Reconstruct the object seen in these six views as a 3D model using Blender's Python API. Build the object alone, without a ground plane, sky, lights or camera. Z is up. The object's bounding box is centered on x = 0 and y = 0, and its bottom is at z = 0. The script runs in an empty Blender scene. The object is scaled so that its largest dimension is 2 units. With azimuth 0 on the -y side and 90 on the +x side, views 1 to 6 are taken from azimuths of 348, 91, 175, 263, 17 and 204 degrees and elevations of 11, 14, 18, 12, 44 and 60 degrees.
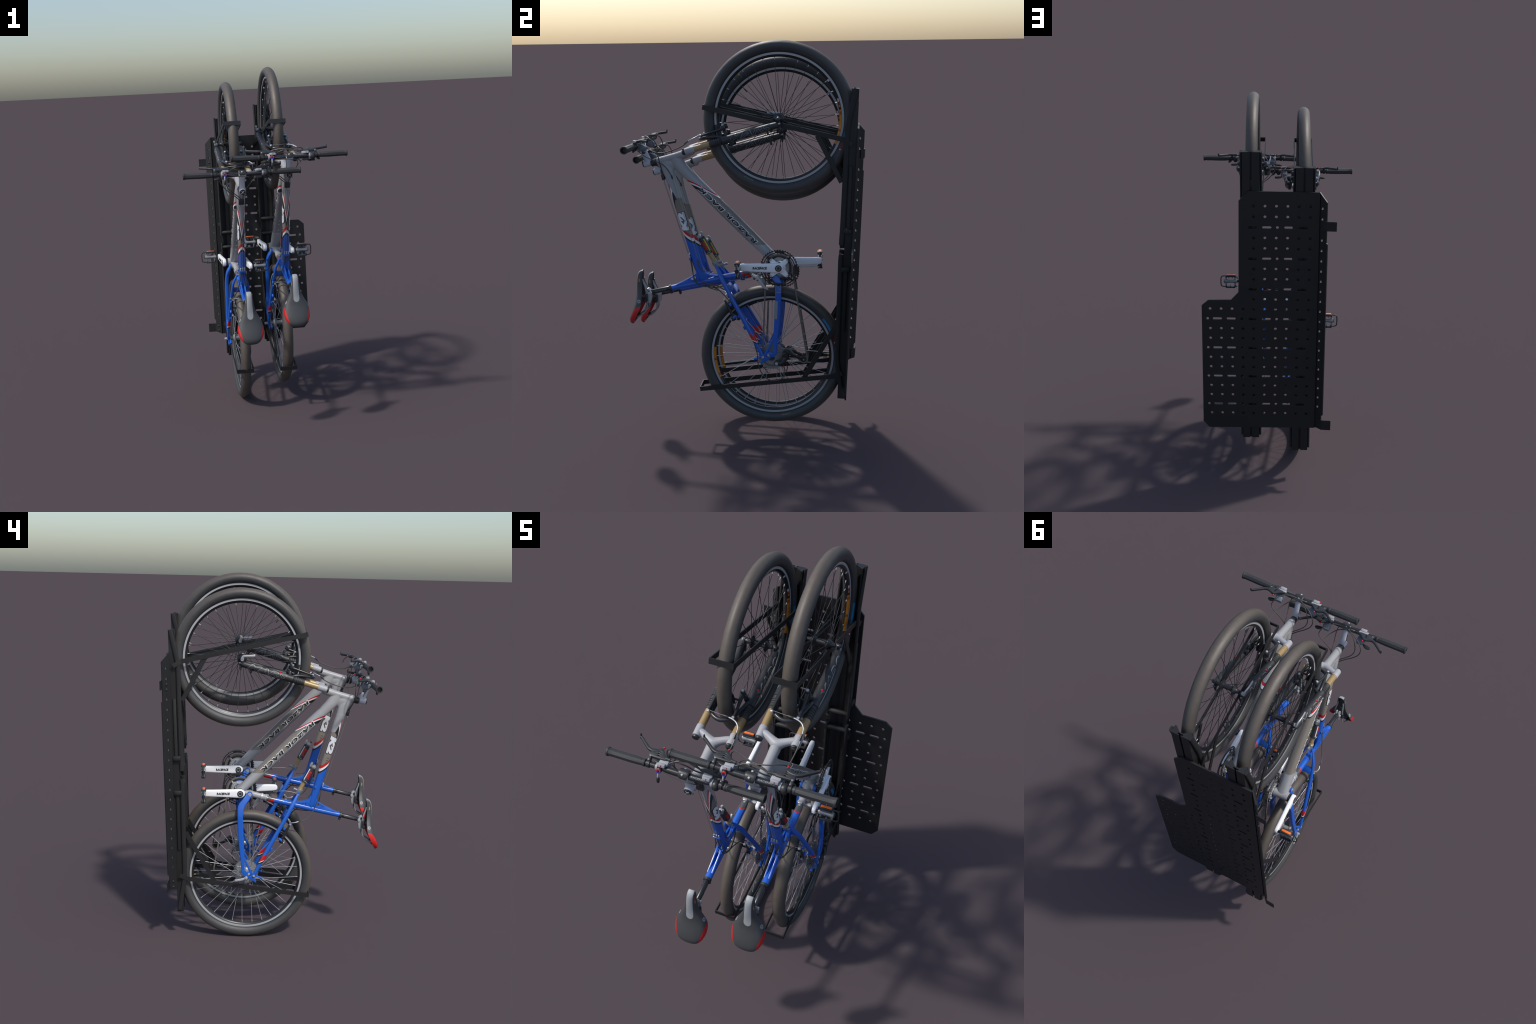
"""Two identical full-suspension bicycles parked upright on their rear wheels in a
perforated two-bay vertical bike rack.  Everything is built from profiles, spines and rules."""
import bpy, bmesh, math, random
from math import sin, cos, pi, radians, sqrt, atan2, hypot
from mathutils import Vector, Matrix

RNG = random.Random(7)
COLL = bpy.context.scene.collection

# ------------------------------------------------------------------ placement
BIKE_YAW = radians(-5.0)
BIKE_SPOTS = [Vector((0.116, -0.519, 0.0)), Vector((-0.140, -0.5045, -0.0765))]
RACK_CENTRE = Vector((0.0, 0.55, 1.0))
RACK_ROT = Matrix.Rotation(radians(-5.5), 4, 'Z') @ Matrix.Rotation(radians(-2.1), 4, 'X')

# ------------------------------------------------------------------ node helpers
class V:
    """A scalar value in a node tree, with arithmetic."""
    def __init__(s, nt, sock):
        s.nt, s.sock = nt, sock
    def _m(s, op, *args, clamp=False):
        n = s.nt.nodes.new('ShaderNodeMath'); n.operation = op; n.use_clamp = clamp
        for i, a in enumerate((s,) + args):
            if isinstance(a, V): s.nt.links.new(a.sock, n.inputs[i])
            else: n.inputs[i].default_value = a
        return V(s.nt, n.outputs[0])
    def __add__(s, o): return s._m('ADD', o)
    __radd__ = __add__
    def __sub__(s, o): return s._m('SUBTRACT', o)
    def __rsub__(s, o): return (s * -1.0) + o
    def __mul__(s, o): return s._m('MULTIPLY', o)
    __rmul__ = __mul__
    def __truediv__(s, o): return s._m('DIVIDE', o)
    def abs(s): return s._m('ABSOLUTE')
    def sqrt(s): return s._m('SQRT')
    def atan2(s, o): return s._m('ARCTAN2', o)
    def frac(s): return s._m('FRACT')
    def gt(s, e, w=0.0006):
        """soft step: 1 where value > e"""
        return ((s - e) * (1.0 / w))._m('ADD', 0.5, clamp=True)
    def lt(s, e, w=0.0006):
        return 1.0 - s.gt(e, w)
    def between(s, a, b, w=0.0006):
        return s.gt(a, w) * s.lt(b, w)

class Paint:
    """Collects the nodes of one material."""
    def __init__(s, name):
        s.mat = bpy.data.materials.new(name); s.mat.use_nodes = True
        s.nt = s.mat.node_tree
        s.bsdf = s.nt.nodes['Principled BSDF']
        tc = s.nt.nodes.new('ShaderNodeTexCoord')
        s.obj = tc.outputs['Object']
        sep = s.nt.nodes.new('ShaderNodeSeparateXYZ')
        s.nt.links.new(s.obj, sep.inputs[0])
        s.x, s.y, s.z = (V(s.nt, sep.outputs[i]) for i in range(3))
    def noise(s, scale, detail=3.0, rough=0.55):
        n = s.nt.nodes.new('ShaderNodeTexNoise')
        n.inputs['Scale'].default_value = scale; n.inputs['Detail'].default_value = detail
        n.inputs['Roughness'].default_value = rough
        s.nt.links.new(s.obj, n.inputs['Vector'])
        return V(s.nt, n.outputs['Fac'])
    def col(s, c):
        n = s.nt.nodes.new('ShaderNodeRGB'); n.outputs[0].default_value = (*c, 1); return n.outputs[0]
    def mix(s, a, b, fac):
        n = s.nt.nodes.new('ShaderNodeMix'); n.data_type = 'RGBA'
        a = s.col(a) if isinstance(a, tuple) else a
        b = s.col(b) if isinstance(b, tuple) else b
        s.nt.links.new(a, n.inputs[6]); s.nt.links.new(b, n.inputs[7])
        if isinstance(fac, V): s.nt.links.new(fac.sock, n.inputs[0])
        else: n.inputs[0].default_value = fac
        return n.outputs[2]
    def mottle(s, c, amount, scale):
        """multiply a colour by 1 +- amount of noise"""
        f = (s.noise(scale) - 0.5) * (2.0 * amount) + 1.0
        n = s.nt.nodes.new('ShaderNodeVectorMath'); n.operation = 'SCALE'
        c = s.col(c) if isinstance(c, tuple) else c
        s.nt.links.new(c, n.inputs[0]); s.nt.links.new(f.sock, n.inputs['Scale'])
        return n.outputs[0]
    def finish(s, colour, rough=0.45, metal=0.0, coat=0.0, bump=None, rough_var=0.0):
        colour = s.col(colour) if isinstance(colour, tuple) else colour
        s.nt.links.new(colour, s.bsdf.inputs['Base Color'])
        if rough_var:
            r = (s.noise(35.0) - 0.5) * rough_var + rough
            s.nt.links.new(r.sock, s.bsdf.inputs['Roughness'])
        else:
            s.bsdf.inputs['Roughness'].default_value = rough
        s.bsdf.inputs['Metallic'].default_value = metal
        s.bsdf.inputs['Coat Weight'].default_value = coat
        s.bsdf.inputs['Coat Roughness'].default_value = 0.12
        if bump:
            h, strength, dist = bump
            b = s.nt.nodes.new('ShaderNodeBump')
            b.inputs['Strength'].default_value = strength; b.inputs['Distance'].default_value = dist
            s.nt.links.new(h.sock, b.inputs['Height'])
            s.nt.links.new(b.outputs[0], s.bsdf.inputs['Normal'])
        return s.mat

def simple(name, colour, rough=0.45, metal=0.0, coat=0.0, mott=0.06, scale=60.0, bump=0.0, bscale=400.0):
    p = Paint(name)
    c = p.mottle(colour, mott, scale)
    return p.finish(c, rough, metal, coat, (p.noise(bscale), bump, 0.001) if bump else None, rough_var=0.08)

# ------------------------------------------------------------------ mesh helpers
def add(name, mesh, parent, mat=None, loc=None, stuff=False):
    ob = bpy.data.objects.new(name, mesh)
    COLL.objects.link(ob)
    if parent is not None: ob.parent = parent
    if loc is not None: ob.location = loc
    if mat is not None and not mesh.materials: mesh.materials.append(mat)
    if stuff: ob["kind"] = "stuff"
    return ob

def finish(bm, angle=38.0, smooth=True):
    bmesh.ops.remove_doubles(bm, verts=bm.verts, dist=1e-6)
    bmesh.ops.recalc_face_normals(bm, faces=bm.faces)
    me = bpy.data.meshes.new('m')
    bm.to_mesh(me); bm.free()
    me.polygons.foreach_set('use_smooth', [smooth] * len(me.polygons))
    if smooth:
        me.set_sharp_from_angle(angle=radians(angle))
    return me

def join(*bms):
    """merge bmeshes into the first"""
    a = bms[0]
    for b in bms[1:]:
        tmp = bpy.data.meshes.new('tmp'); b.to_mesh(tmp); b.free()
        a.from_mesh(tmp); bpy.data.meshes.remove(tmp)
    return a

def spline(pts, n):
    """Catmull-Rom resampling of tuples, n steps per span"""
    P = [Vector(p) for p in pts] if len(pts[0]) <= 4 else [list(p) for p in pts]
    dim = len(pts[0]); out = []
    g = lambda i: pts[max(0, min(len(pts) - 1, i))]
    for i in range(len(pts) - 1):
        p0, p1, p2, p3 = g(i - 1), g(i), g(i + 1), g(i + 2)
        for k in range(n):
            t = k / n
            out.append(tuple(0.5 * (2 * p1[d] + (p2[d] - p0[d]) * t + (2 * p0[d] - 5 * p1[d] + 4 * p2[d] - p3[d]) * t * t
                       + (3 * p1[d] - p0[d] - 3 * p2[d] + p3[d]) * t ** 3) for d in range(dim)))
    out.append(tuple(pts[-1]))
    return out

def rings_to_bm(rings, closed=False, caps=True):
    bm = bmesh.new()
    vs = [[bm.verts.new(p) for p in r] for r in rings]
    n = len(rings[0]); m = len(rings)
    for i in range(m if closed else m - 1):
        a, b = vs[i], vs[(i + 1) % m]
        for j in range(n):
            bm.faces.new((a[j], a[(j + 1) % n], b[(j + 1) % n], b[j]))
    if caps and not closed:
        bm.faces.new(vs[0][::-1]); bm.faces.new(vs[-1])
    return bm

def loft(stations, segs=24, p=2.0, up=0, caps=True):
    """Tube along a spine lying in the y-z plane.  station = (y, z, half depth in plane, half width in x[, x centre]).
    p = super-ellipse exponent (2 round, 4 boxy)."""
    st = spline(stations, up) if up else stations
    rings = []
    for i, s in enumerate(st):
        a, b = st[max(0, i - 1)], st[min(len(st) - 1, i + 1)]
        ty, tz = b[0] - a[0], b[1] - a[1]; l = hypot(ty, tz) or 1.0
        ny, nz = -tz / l, ty / l
        xc = s[4] if len(s) > 4 else 0.0
        ring = []
        for j in range(segs):
            t = 2 * pi * (j + 0.5) / segs
            c, q = cos(t), sin(t)
            fx = s[3] * math.copysign(abs(c) ** (2 / p), c)
            fn = s[2] * math.copysign(abs(q) ** (2 / p), q)
            ring.append((xc + fx, s[0] + ny * fn, s[1] + nz * fn))
        rings.append(ring)
    return rings_to_bm(rings, caps=caps)

def tube(pts, r, segs=10, up=6, closed=False):
    """Round tube through 3D points with parallel-transport frames; r is a number or list per control point."""
    if not isinstance(r, (list, tuple)): r = [r] * len(pts)
    st = [tuple(p) + (rr,) for p, rr in zip(pts, r)]
    if up: st = spline(st, up)
    P = [Vector(s[:3]) for s in st]
    T = [(P[min(i + 1, len(P) - 1)] - P[max(i - 1, 0)]).normalized() for i in range(len(P))]
    ref = Vector((1, 0, 0)) if abs(T[0].x) < 0.8 else Vector((0, 0, 1))
    u = (ref - T[0] * ref.dot(T[0])).normalized()
    rings = []
    for i in range(len(P)):
        u = (u - T[i] * u.dot(T[i])).normalized()
        w = T[i].cross(u)
        rings.append([P[i] + (u * cos(2 * pi * j / segs) + w * sin(2 * pi * j / segs)) * st[i][3] for j in range(segs)])
    return rings_to_bm(rings)

def turned(profile, a, b, segs=24):
    """Lathe: profile = [(t, radius)] along the straight axis a->b, t in metres from a."""
    a, b = Vector(a), Vector(b); d = (b - a).normalized()
    ref = Vector((1, 0, 0)) if abs(d.x) < 0.8 else Vector((0, 1, 0))
    u = (ref - d * ref.dot(d)).normalized(); w = d.cross(u)
    rings = [[a + d * t + (u * cos(2 * pi * j / segs) + w * sin(2 * pi * j / segs)) * max(r, 1e-4) for j in range(segs)] for t, r in profile]
    return rings_to_bm(rings)

def rod(a, b, r, segs=20, ch=None):
    L = (Vector(b) - Vector(a)).length
    c = ch if ch is not None else min(r * 0.18, L * 0.2)
    return turned([(0, r - c), (c, r), (L - c, r), (L, r - c)], a, b, segs)

def box(c, size, rot=None, bevel=0.0008):
    bm = bmesh.new()
    bmesh.ops.create_cube(bm, size=1.0)
    bmesh.ops.scale(bm, vec=size, verts=bm.verts)
    if bevel:
        bmesh.ops.bevel(bm, geom=list(bm.edges), offset=min(bevel, min(size) * 0.3), segments=2, profile=0.5, affect='EDGES')
    if rot is not None: bmesh.ops.rotate(bm, matrix=rot, verts=bm.verts)
    bmesh.ops.translate(bm, vec=c, verts=bm.verts)
    return bm

def sheet(outlines, thick, to3d, bevel=0.0):
    """Extruded flat part with holes: list of closed 2D outlines (first outer), to3d(u, v, w) -> 3D."""
    cu = bpy.data.curves.new('c', 'CURVE'); cu.dimensions = '2D'; cu.fill_mode = 'BOTH'
    for o in outlines:
        sp = cu.splines.new('POLY'); sp.points.add(len(o) - 1)
        for q, pt in zip(o, sp.points): pt.co = (q[0], q[1], 0, 1)
        sp.use_cyclic_u = True
    cu.extrude = thick / 2 - bevel; cu.bevel_depth = bevel; cu.bevel_resolution = 1
    if bevel: cu.offset = -bevel
    ob = bpy.data.objects.new('c', cu); COLL.objects.link(ob)
    dg = bpy.context.evaluated_depsgraph_get()
    me = bpy.data.meshes.new_from_object(ob.evaluated_get(dg))
    bpy.data.objects.remove(ob); bpy.data.curves.remove(cu)
    bm = bmesh.new(); bm.from_mesh(me); bpy.data.meshes.remove(me)
    for v in bm.verts: v.co = Vector(to3d(*v.co))
    return bm

def plate_yz(outline, x0, x1, holes=(), bevel=0.0008):
    xm, t = (x0 + x1) / 2, abs(x1 - x0)
    return sheet([outline] + list(holes), t, lambda u, v, w: (xm + w, u, v), min(bevel, t * 0.3))

def fuse(bm, voxel, rounds):
    """weld overlapping solids into one skin: voxel remesh, then smooth"""
    me = bpy.data.meshes.new('f'); bm.to_mesh(me); bm.free()
    ob = bpy.data.objects.new('f', me); COLL.objects.link(ob)
    r = ob.modifiers.new('r', 'REMESH'); r.mode = 'VOXEL'; r.voxel_size = voxel; r.adaptivity = 0.0
    s = ob.modifiers.new('s', 'SMOOTH'); s.factor = 0.5; s.iterations = rounds
    dg = bpy.context.evaluated_depsgraph_get()
    out = bpy.data.meshes.new_from_object(ob.evaluated_get(dg))
    bpy.data.objects.remove(ob); bpy.data.meshes.remove(me)
    out.polygons.foreach_set('use_smooth', [True] * len(out.polygons))
    return out

def circle2(cx, cy, r, n=16, a0=0.0):
    return [(cx + r * cos(a0 + 2 * pi * i / n), cy + r * sin(a0 + 2 * pi * i / n)) for i in range(n)]

def slot2(x0, x1, cy, r, n=6):
    pts = [(x1 - r + r * cos(-pi / 2 + pi * i / n), cy + r * sin(-pi / 2 + pi * i / n)) for i in range(n + 1)]
    return pts + [(x0 + r + r * cos(pi / 2 + pi * i / n), cy + r * sin(pi / 2 + pi * i / n)) for i in range(n + 1)]

def thick_line(pts, w):
    """2D outline of a polyline with varying half width: pts = [(u, v, half)]"""
    L, R = [], []
    for i, q in enumerate(pts):
        a, b = pts[max(0, i - 1)], pts[min(len(pts) - 1, i + 1)]
        tx, ty = b[0] - a[0], b[1] - a[1]; l = hypot(tx, ty)
        h = q[2] if len(q) > 2 else w
        L.append((q[0] - ty / l * h, q[1] + tx / l * h)); R.append((q[0] + ty / l * h, q[1] - tx / l * h))
    return L + R[::-1]

def mirror(bm):
    b = bm.copy()
    for v in b.verts: v.co.x = -v.co.x
    bmesh.ops.reverse_faces(b, faces=b.faces)
    return b

def both(bm):
    m = mirror(bm); return join(bm, m)

def revolve_x(section, segs, closed=True):
    """Revolve (radius, x) section around the x axis."""
    rings = []
    for i in range(segs):
        t = 2 * pi * i / segs
        rings.append([(x, r * cos(t), r * sin(t)) for r, x in section])
    return rings_to_bm(rings, closed=True)

def lettering(text, place, length, height, extrude=0.0006, bold=0.0, shear=0.0, cuts=0.006, track=1.0):
    """Built-in-font text, scaled to length x height, mapped by place(u, v, lift)."""
    cu = bpy.data.curves.new('t', 'FONT'); cu.body = text; cu.size = 1.0
    cu.offset = bold; cu.shear = shear; cu.extrude = 0.01; cu.resolution_u = 3; cu.space_character = track
    ob = bpy.data.objects.new('t', cu); COLL.objects.link(ob)
    dg = bpy.context.evaluated_depsgraph_get()
    me = bpy.data.meshes.new_from_object(ob.evaluated_get(dg))
    bpy.data.objects.remove(ob); bpy.data.curves.remove(cu)
    bm = bmesh.new(); bm.from_mesh(me); bpy.data.meshes.remove(me)
    xs = [v.co.x for v in bm.verts]; ys = [v.co.y for v in bm.verts]
    x0, x1, y0, y1 = min(xs), max(xs), min(ys), max(ys)
    for v in bm.verts:
        v.co = Vector(((v.co.x - x0) / (x1 - x0) * length, (v.co.y - y0) / (y1 - y0) * height, v.co.z / 0.01 * extrude))
    bmesh.ops.triangulate(bm, faces=bm.faces)
    for _ in range(2):
        lo = [e for e in bm.edges if e.calc_length() > cuts]
        if not lo: break
        bmesh.ops.subdivide_edges(bm, edges=lo, cuts=1)
        bmesh.ops.triangulate(bm, faces=[f for f in bm.faces if len(f.verts) > 3])
    for v in bm.verts: v.co = Vector(place(v.co.x - length / 2, v.co.y - height / 2, v.co.z))
    return bm
# ------------------------------------------------------------------ materials
GREY = (0.33, 0.335, 0.345); TAN = (0.215, 0.19, 0.16); BLUE = (0.012, 0.105, 0.50)
RED = (0.52, 0.012, 0.012); WHITE = (0.75, 0.76, 0.78); INK = (0.018, 0.018, 0.018)

M = {}
M['rack'] = simple('black_powder_coat', (0.0115, 0.0118, 0.0125), 0.5, mott=0.08, scale=25, bump=0.05, bscale=600)
M['rack_cap'] = simple('black_rubber_bumper', (0.0115, 0.0118, 0.0126), 0.62, mott=0.12, scale=30, bump=0.1, bscale=700)
M['strap'] = simple('black_flat_bar', (0.0115, 0.0118, 0.0125), 0.5, mott=0.1, scale=30, bump=0.08, bscale=900)
M['grey'] = simple('silver_grey_paint', GREY, 0.38, mott=0.03, scale=40)
M['white'] = simple('pearl_white_paint', (0.36, 0.365, 0.385), 0.48, mott=0.03)
M['stem'] = simple('stem_white_alloy', (0.50, 0.52, 0.58), 0.32, mott=0.04, scale=80)
M['crank'] = simple('white_crank_paint', (0.86, 0.87, 0.89), 0.3, mott=0.02)
M['blue'] = simple('blue_paint', BLUE, 0.33, coat=0.25, mott=0.05, scale=30)
M['red'] = simple('red_paint', RED, 0.35)
M['bronze'] = simple('bronze_anodised', (0.36, 0.25, 0.115), 0.35, metal=0.15, mott=0.06, scale=40)
M['black'] = simple('black_plastic', (0.026, 0.027, 0.029), 0.42, mott=0.12, scale=80)
M['gloss_black'] = simple('gloss_black_alloy', (0.020, 0.021, 0.024), 0.3, mott=0.08)
M['rubber'] = simple('grip_rubber', (0.030, 0.031, 0.032), 0.55, mott=0.14, scale=70, bump=0.25, bscale=500)
M['fork_black'] = simple('satin_black_fork', (0.026, 0.027, 0.029), 0.47, mott=0.08)
M['alloy'] = simple('brushed_alloy', (0.45, 0.46, 0.48), 0.35, metal=0.35, mott=0.08, scale=120)
M['steel'] = simple('dull_steel', (0.30, 0.31, 0.32), 0.38, metal=0.35, mott=0.12, scale=120)
M['nipple'] = simple('dull_nipple_steel', (0.34, 0.35, 0.36), 0.4, metal=0.2)
M['bright'] = simple('polished_bolt_steel', (0.6, 0.61, 0.63), 0.28, metal=0.4)
M['spoke_dark'] = simple('black_spoke_steel', (0.014, 0.016, 0.018), 0.4)
M['spoke_silver'] = simple('silver_spoke_steel', (0.36, 0.37, 0.39), 0.32, metal=0.3)
M['chain'] = simple('oiled_chain_steel', (0.17, 0.15, 0.125), 0.4, metal=0.2, mott=0.3, scale=150)
M['cable'] = simple('cable_housing', (0.065, 0.060, 0.054), 0.4, mott=0.1)
M['wire'] = simple('brake_wire', (0.22, 0.22, 0.22), 0.35, metal=0.3)
M['ink'] = simple('black_lettering', INK, 0.4)
M['letter_white'] = simple('white_lettering', (0.70, 0.71, 0.74), 0.4)
M['letter_silver'] = simple('silver_lettering', (0.24, 0.245, 0.26), 0.4)
M['letter_grey'] = simple('faint_grey_lettering', (0.13, 0.13, 0.135), 0.45)
M['letter_red'] = simple('red_lettering', (0.50, 0.015, 0.012), 0.4)
M['orange'] = simple('orange_reflector', (0.85, 0.17, 0.025), 0.3, mott=0.15, scale=300)
M['yellow'] = simple('yellow_label', (0.42, 0.38, 0.02), 0.4)
M['brass'] = simple('brass_valve', (0.45, 0.28, 0.06), 0.35, metal=0.4)
M['pad'] = simple('saddle_grey_gel', (0.30, 0.31, 0.32), 0.5, mott=0.06)
M['shifter'] = simple('silver_grey_plastic', (0.34, 0.35, 0.37), 0.4, mott=0.06)
M['pod'] = simple('smoke_grey_plastic', (0.16, 0.18, 0.21), 0.4, mott=0.08)
M['protector'] = simple('clear_stay_guard', (0.24, 0.27, 0.30), 0.4, mott=0.25, scale=160)

def tyre_paint(name, shift):
    """dark sidewall, dusty brown tread, coloured labels on the +x sidewall; shift turns the labels (degrees)"""
    p = Paint(name)
    r = (p.y * p.y + p.z * p.z).sqrt()
    # dust that thickens towards the tread, broken up by noise
    edge = (p.noise(9.0) - 0.5) * 0.016 + r
    tread = edge.gt(0.350, 0.022)
    c = p.mix(p.mottle((0.046, 0.047, 0.049), 0.15, 18), p.mottle((0.096, 0.080, 0.066), 0.16, 45), tread)
    c = p.mix(c, (0.020, 0.021, 0.023), r.lt(0.316, 0.004))
    th = p.z.atan2(p.y) * (180.0 / pi) - shift
    th = (th + 720.0 + 180.0) * (1 / 360.0)
    th = th.frac() * 360.0 - 180.0
    face = p.x.gt(0.004, 0.001)
    band = r.between(0.3195, 0.3315, 0.0008) * face
    c = p.mix(c, (0.02, 0.20, 0.42), band * th.between(-18.5, -2.0, 0.4))
    c = p.mix(c, (0.10, 0.010, 0.014), r.between(0.318, 0.334, 0.001) * face * th.between(-28.0, -19.2, 0.4))
    dot = ((th + 26.4) * (0.326 * pi / 180))
    dd = (dot * dot + (r - 0.326) * (r - 0.326)).sqrt()
    c = p.mix(c, (0.5, 0.5, 0.52), dd.lt(0.0035, 0.0008) * face)
    # small coloured maker's panel and faint moulded legend (unreadable: plain broken strokes)
    chip = (th * 0.9).frac().gt(0.35, 0.2) * p.noise(260.0).gt(0.46, 0.06)
    c = p.mix(c, (0.16, 0.02, 0.03), r.between(0.3195, 0.325, 0.0008) * face * chip * th.between(-127.5, -122, 0.3))
    c = p.mix(c, (0.20, 0.19, 0.09), r.between(0.3195, 0.325, 0.0008) * face * chip * th.between(-121.5, -113, 0.3))
    legend = r.between(0.3235, 0.3275, 0.0006) * face * th.between(52, 76, 0.4) * (th * 1.1).frac().gt(0.30, 0.1) * p.noise(420.0).gt(0.5, 0.08)
    c = p.mix(c, (0.11, 0.11, 0.115), legend)
    h = p.noise(420.0) * 0.5 + p.noise(60.0)
    return p.finish(c, 0.52, bump=(h, 0.25, 0.002), rough_var=0.15)
M['tyre_a'] = tyre_paint('tyre_rubber', 0.0)
M['tyre_b'] = tyre_paint('tyre_rubber_rear', 40.0)

def rim_paint(name, shift, extras):
    """silver brake track, black well, orange and white labels"""
    p = Paint(name)
    r = (p.y * p.y + p.z * p.z).sqrt()
    c = p.mix((0.018, 0.019, 0.021), p.mottle((0.40, 0.41, 0.43), 0.06, 90), r.gt(0.3006, 0.0008))
    th = p.z.atan2(p.y) * (180.0 / pi) - shift
    th = (th + 720.0 + 180.0) * (1 / 360.0)
    th = th.frac() * 360.0 - 180.0
    well = r.between(0.2885, 0.2992, 0.0006) * p.x.gt(-0.004, 0.001)
    c = p.mix(c, p.mottle((0.62, 0.22, 0.012), 0.3, 350), well * th.between(-24, 8, 0.3))
    c = p.mix(c, (0.40, 0.07, 0.01), well * th.between(3.5, 6.5, 0.3))
    c = p.mix(c, (0.35, 0.06, 0.012), well * th.between(-12, -10, 0.2))
    if not extras: return p.finish(c, 0.34, metal=0.12)
    c = p.mix(c, (0.45, 0.03, 0.02), r.between(0.291, 0.298) * p.x.gt(-0.004, 0.001) * th.between(13, 15, 0.2))
    c = p.mix(c, (0.5, 0.2, 0.02), r.between(0.291, 0.298) * p.x.gt(-0.004, 0.001) * th.between(10.5, 12.5, 0.2))
    c = p.mix(c, (0.55, 0.56, 0.58), r.between(0.291, 0.298) * p.x.gt(-0.004, 0.001) * th.between(15.5, 18.5, 0.2))
    c = p.mix(c, (0.6, 0.62, 0.66), r.between(0.2895, 0.299) * p.x.gt(-0.004, 0.001) * th.between(36, 38.2, 0.2))
    return p.finish(c, 0.34, metal=0.12)
M['rim_a'] = rim_paint('rim_anodised', 0.0, True)
M['rim_b'] = rim_paint('rim_anodised_rear', 197.0, False)

def top_tube_paint():
    p = Paint('top_tube_livery')
    ax = p.x.abs()
    mid = 0.15 + (1.331 - p.z) * 0.279            # tube centre line (y at this height)
    n = mid - p.y                                 # + on the rider side
    tan = p.mottle(TAN, 0.05, 60)
    grey = p.mottle(GREY, 0.03, 40)
    # rider-side wedge of grey that narrows downwards, edged red / white / black
    zb = ax * 7.0 + 1.185
    d = p.z - zb
    front = (n - ((p.z - 1.235)._m('MAXIMUM', 0.0)) * 0.24).gt(-0.004, 0.0015)
    c = p.mix(tan, grey, p.z.gt(1.250, 0.002))
    stripe = front
    c = p.mix(c, INK, stripe * d.between(-0.090, -0.048, 0.002))
    c = p.mix(c, WHITE, stripe * d.between(-0.050, -0.018, 0.002))
    c = p.mix(c, RED, stripe * d.between(-0.019, 0.006, 0.002))
    c = p.mix(c, grey, front * d.gt(0.006, 0.002))
    # lower chevron: red, white, black, then blue (taller on the rider side)
    q = p.z - n * 0.85
    q = q + ax * 0.70
    c = p.mix(c, RED, q.lt(1.0905, 0.001))
    c = p.mix(c, WHITE, q.lt(1.0710, 0.001))
    c = p.mix(c, INK, q.lt(1.0555, 0.001))
    c = p.mix(c, p.mottle(BLUE, 0.05, 30), q.lt(1.0440, 0.001))
    return p.finish(c, 0.36, coat=0.15)
M['top_tube'] = top_tube_paint()

def down_tube_paint():
    p = Paint('down_tube_livery')
    s = p.y * 0.711 - p.z * 0.703                 # along the tube, towards the cranks
    n = p.y * 0.703 + p.z * 0.711 - 1.131         # + on the wheel side
    grey = p.mottle(GREY, 0.03, 40); tan = p.mottle(TAN, 0.05, 60)
    under = p.mix(grey, p.mottle((0.25, 0.255, 0.262), 0.04, 40), 1.0)
    body = p.mix(under, tan, n.gt(-0.0075, 0.003))
    k = s - n * 2.74 - n * n * 32.0               # slanted, slightly bowed stripe
    c = p.mix(grey, RED, k.gt(-0.742, 0.001))
    c = p.mix(c, WHITE, k.gt(-0.725, 0.001))
    blk = p.mix(body, INK, n.lt(-0.004, 0.003) * k.lt(-0.676, 0.001))
    blk = p.mix(blk, INK, k.lt(-0.699, 0.001))
    c = p.mix(c, blk, k.gt(-0.707, 0.001))
    e = s - n * 1.14
    c = p.mix(c, grey, e.gt(-0.306, 0.002))
    return p.finish(c, 0.36, coat=0.12)
M['down_tube'] = down_tube_paint()

def stay_paint():
    """blue with a slanted red / white / black band low on the upper stays"""
    p = Paint('stay_livery')
    blue = p.mottle(BLUE, 0.05, 30)
    s = p.y * 0.462 - p.z * 0.887                 # down the stay
    n = p.y * 0.887 + p.z * 0.462
    k = s - (n - 0.7405) * 1.22
    up = p.y.lt(0.598, 0.001)
    c = p.mix(blue, RED, up * k.between(-0.259, -0.222, 0.001))
    c = p.mix(c, WHITE, up * k.between(-0.222, -0.216, 0.001))
    c = p.mix(c, INK, up * k.between(-0.216, -0.205, 0.001))
    return p.finish(c, 0.33, coat=0.25)
M['stay'] = stay_paint()

def seat_tube_paint():
    """blue with a red scalloped end by the pivot"""
    p = Paint('seat_tube_livery')
    s = p.y * 0.976 + p.z * 0.217
    ax = p.x.abs()
    up = p.z * 0.976 - p.y * 0.217 - 0.7376       # + on the side that faces the shock
    c = p.mix(p.mottle(BLUE, 0.05, 30), RED, (s - ax * 0.8 + up * 0.25).gt(0.656, 0.001))
    # scalloped cut-away showing the rubber boot
    c = p.mix(c, (0.07, 0.072, 0.075), (s + up * 1.1 - ax * 0.4).gt(0.674, 0.001) * up.gt(-0.003, 0.001))
    return p.finish(c, 0.33, coat=0.25)
M['seat_tube'] = seat_tube_paint()

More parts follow.
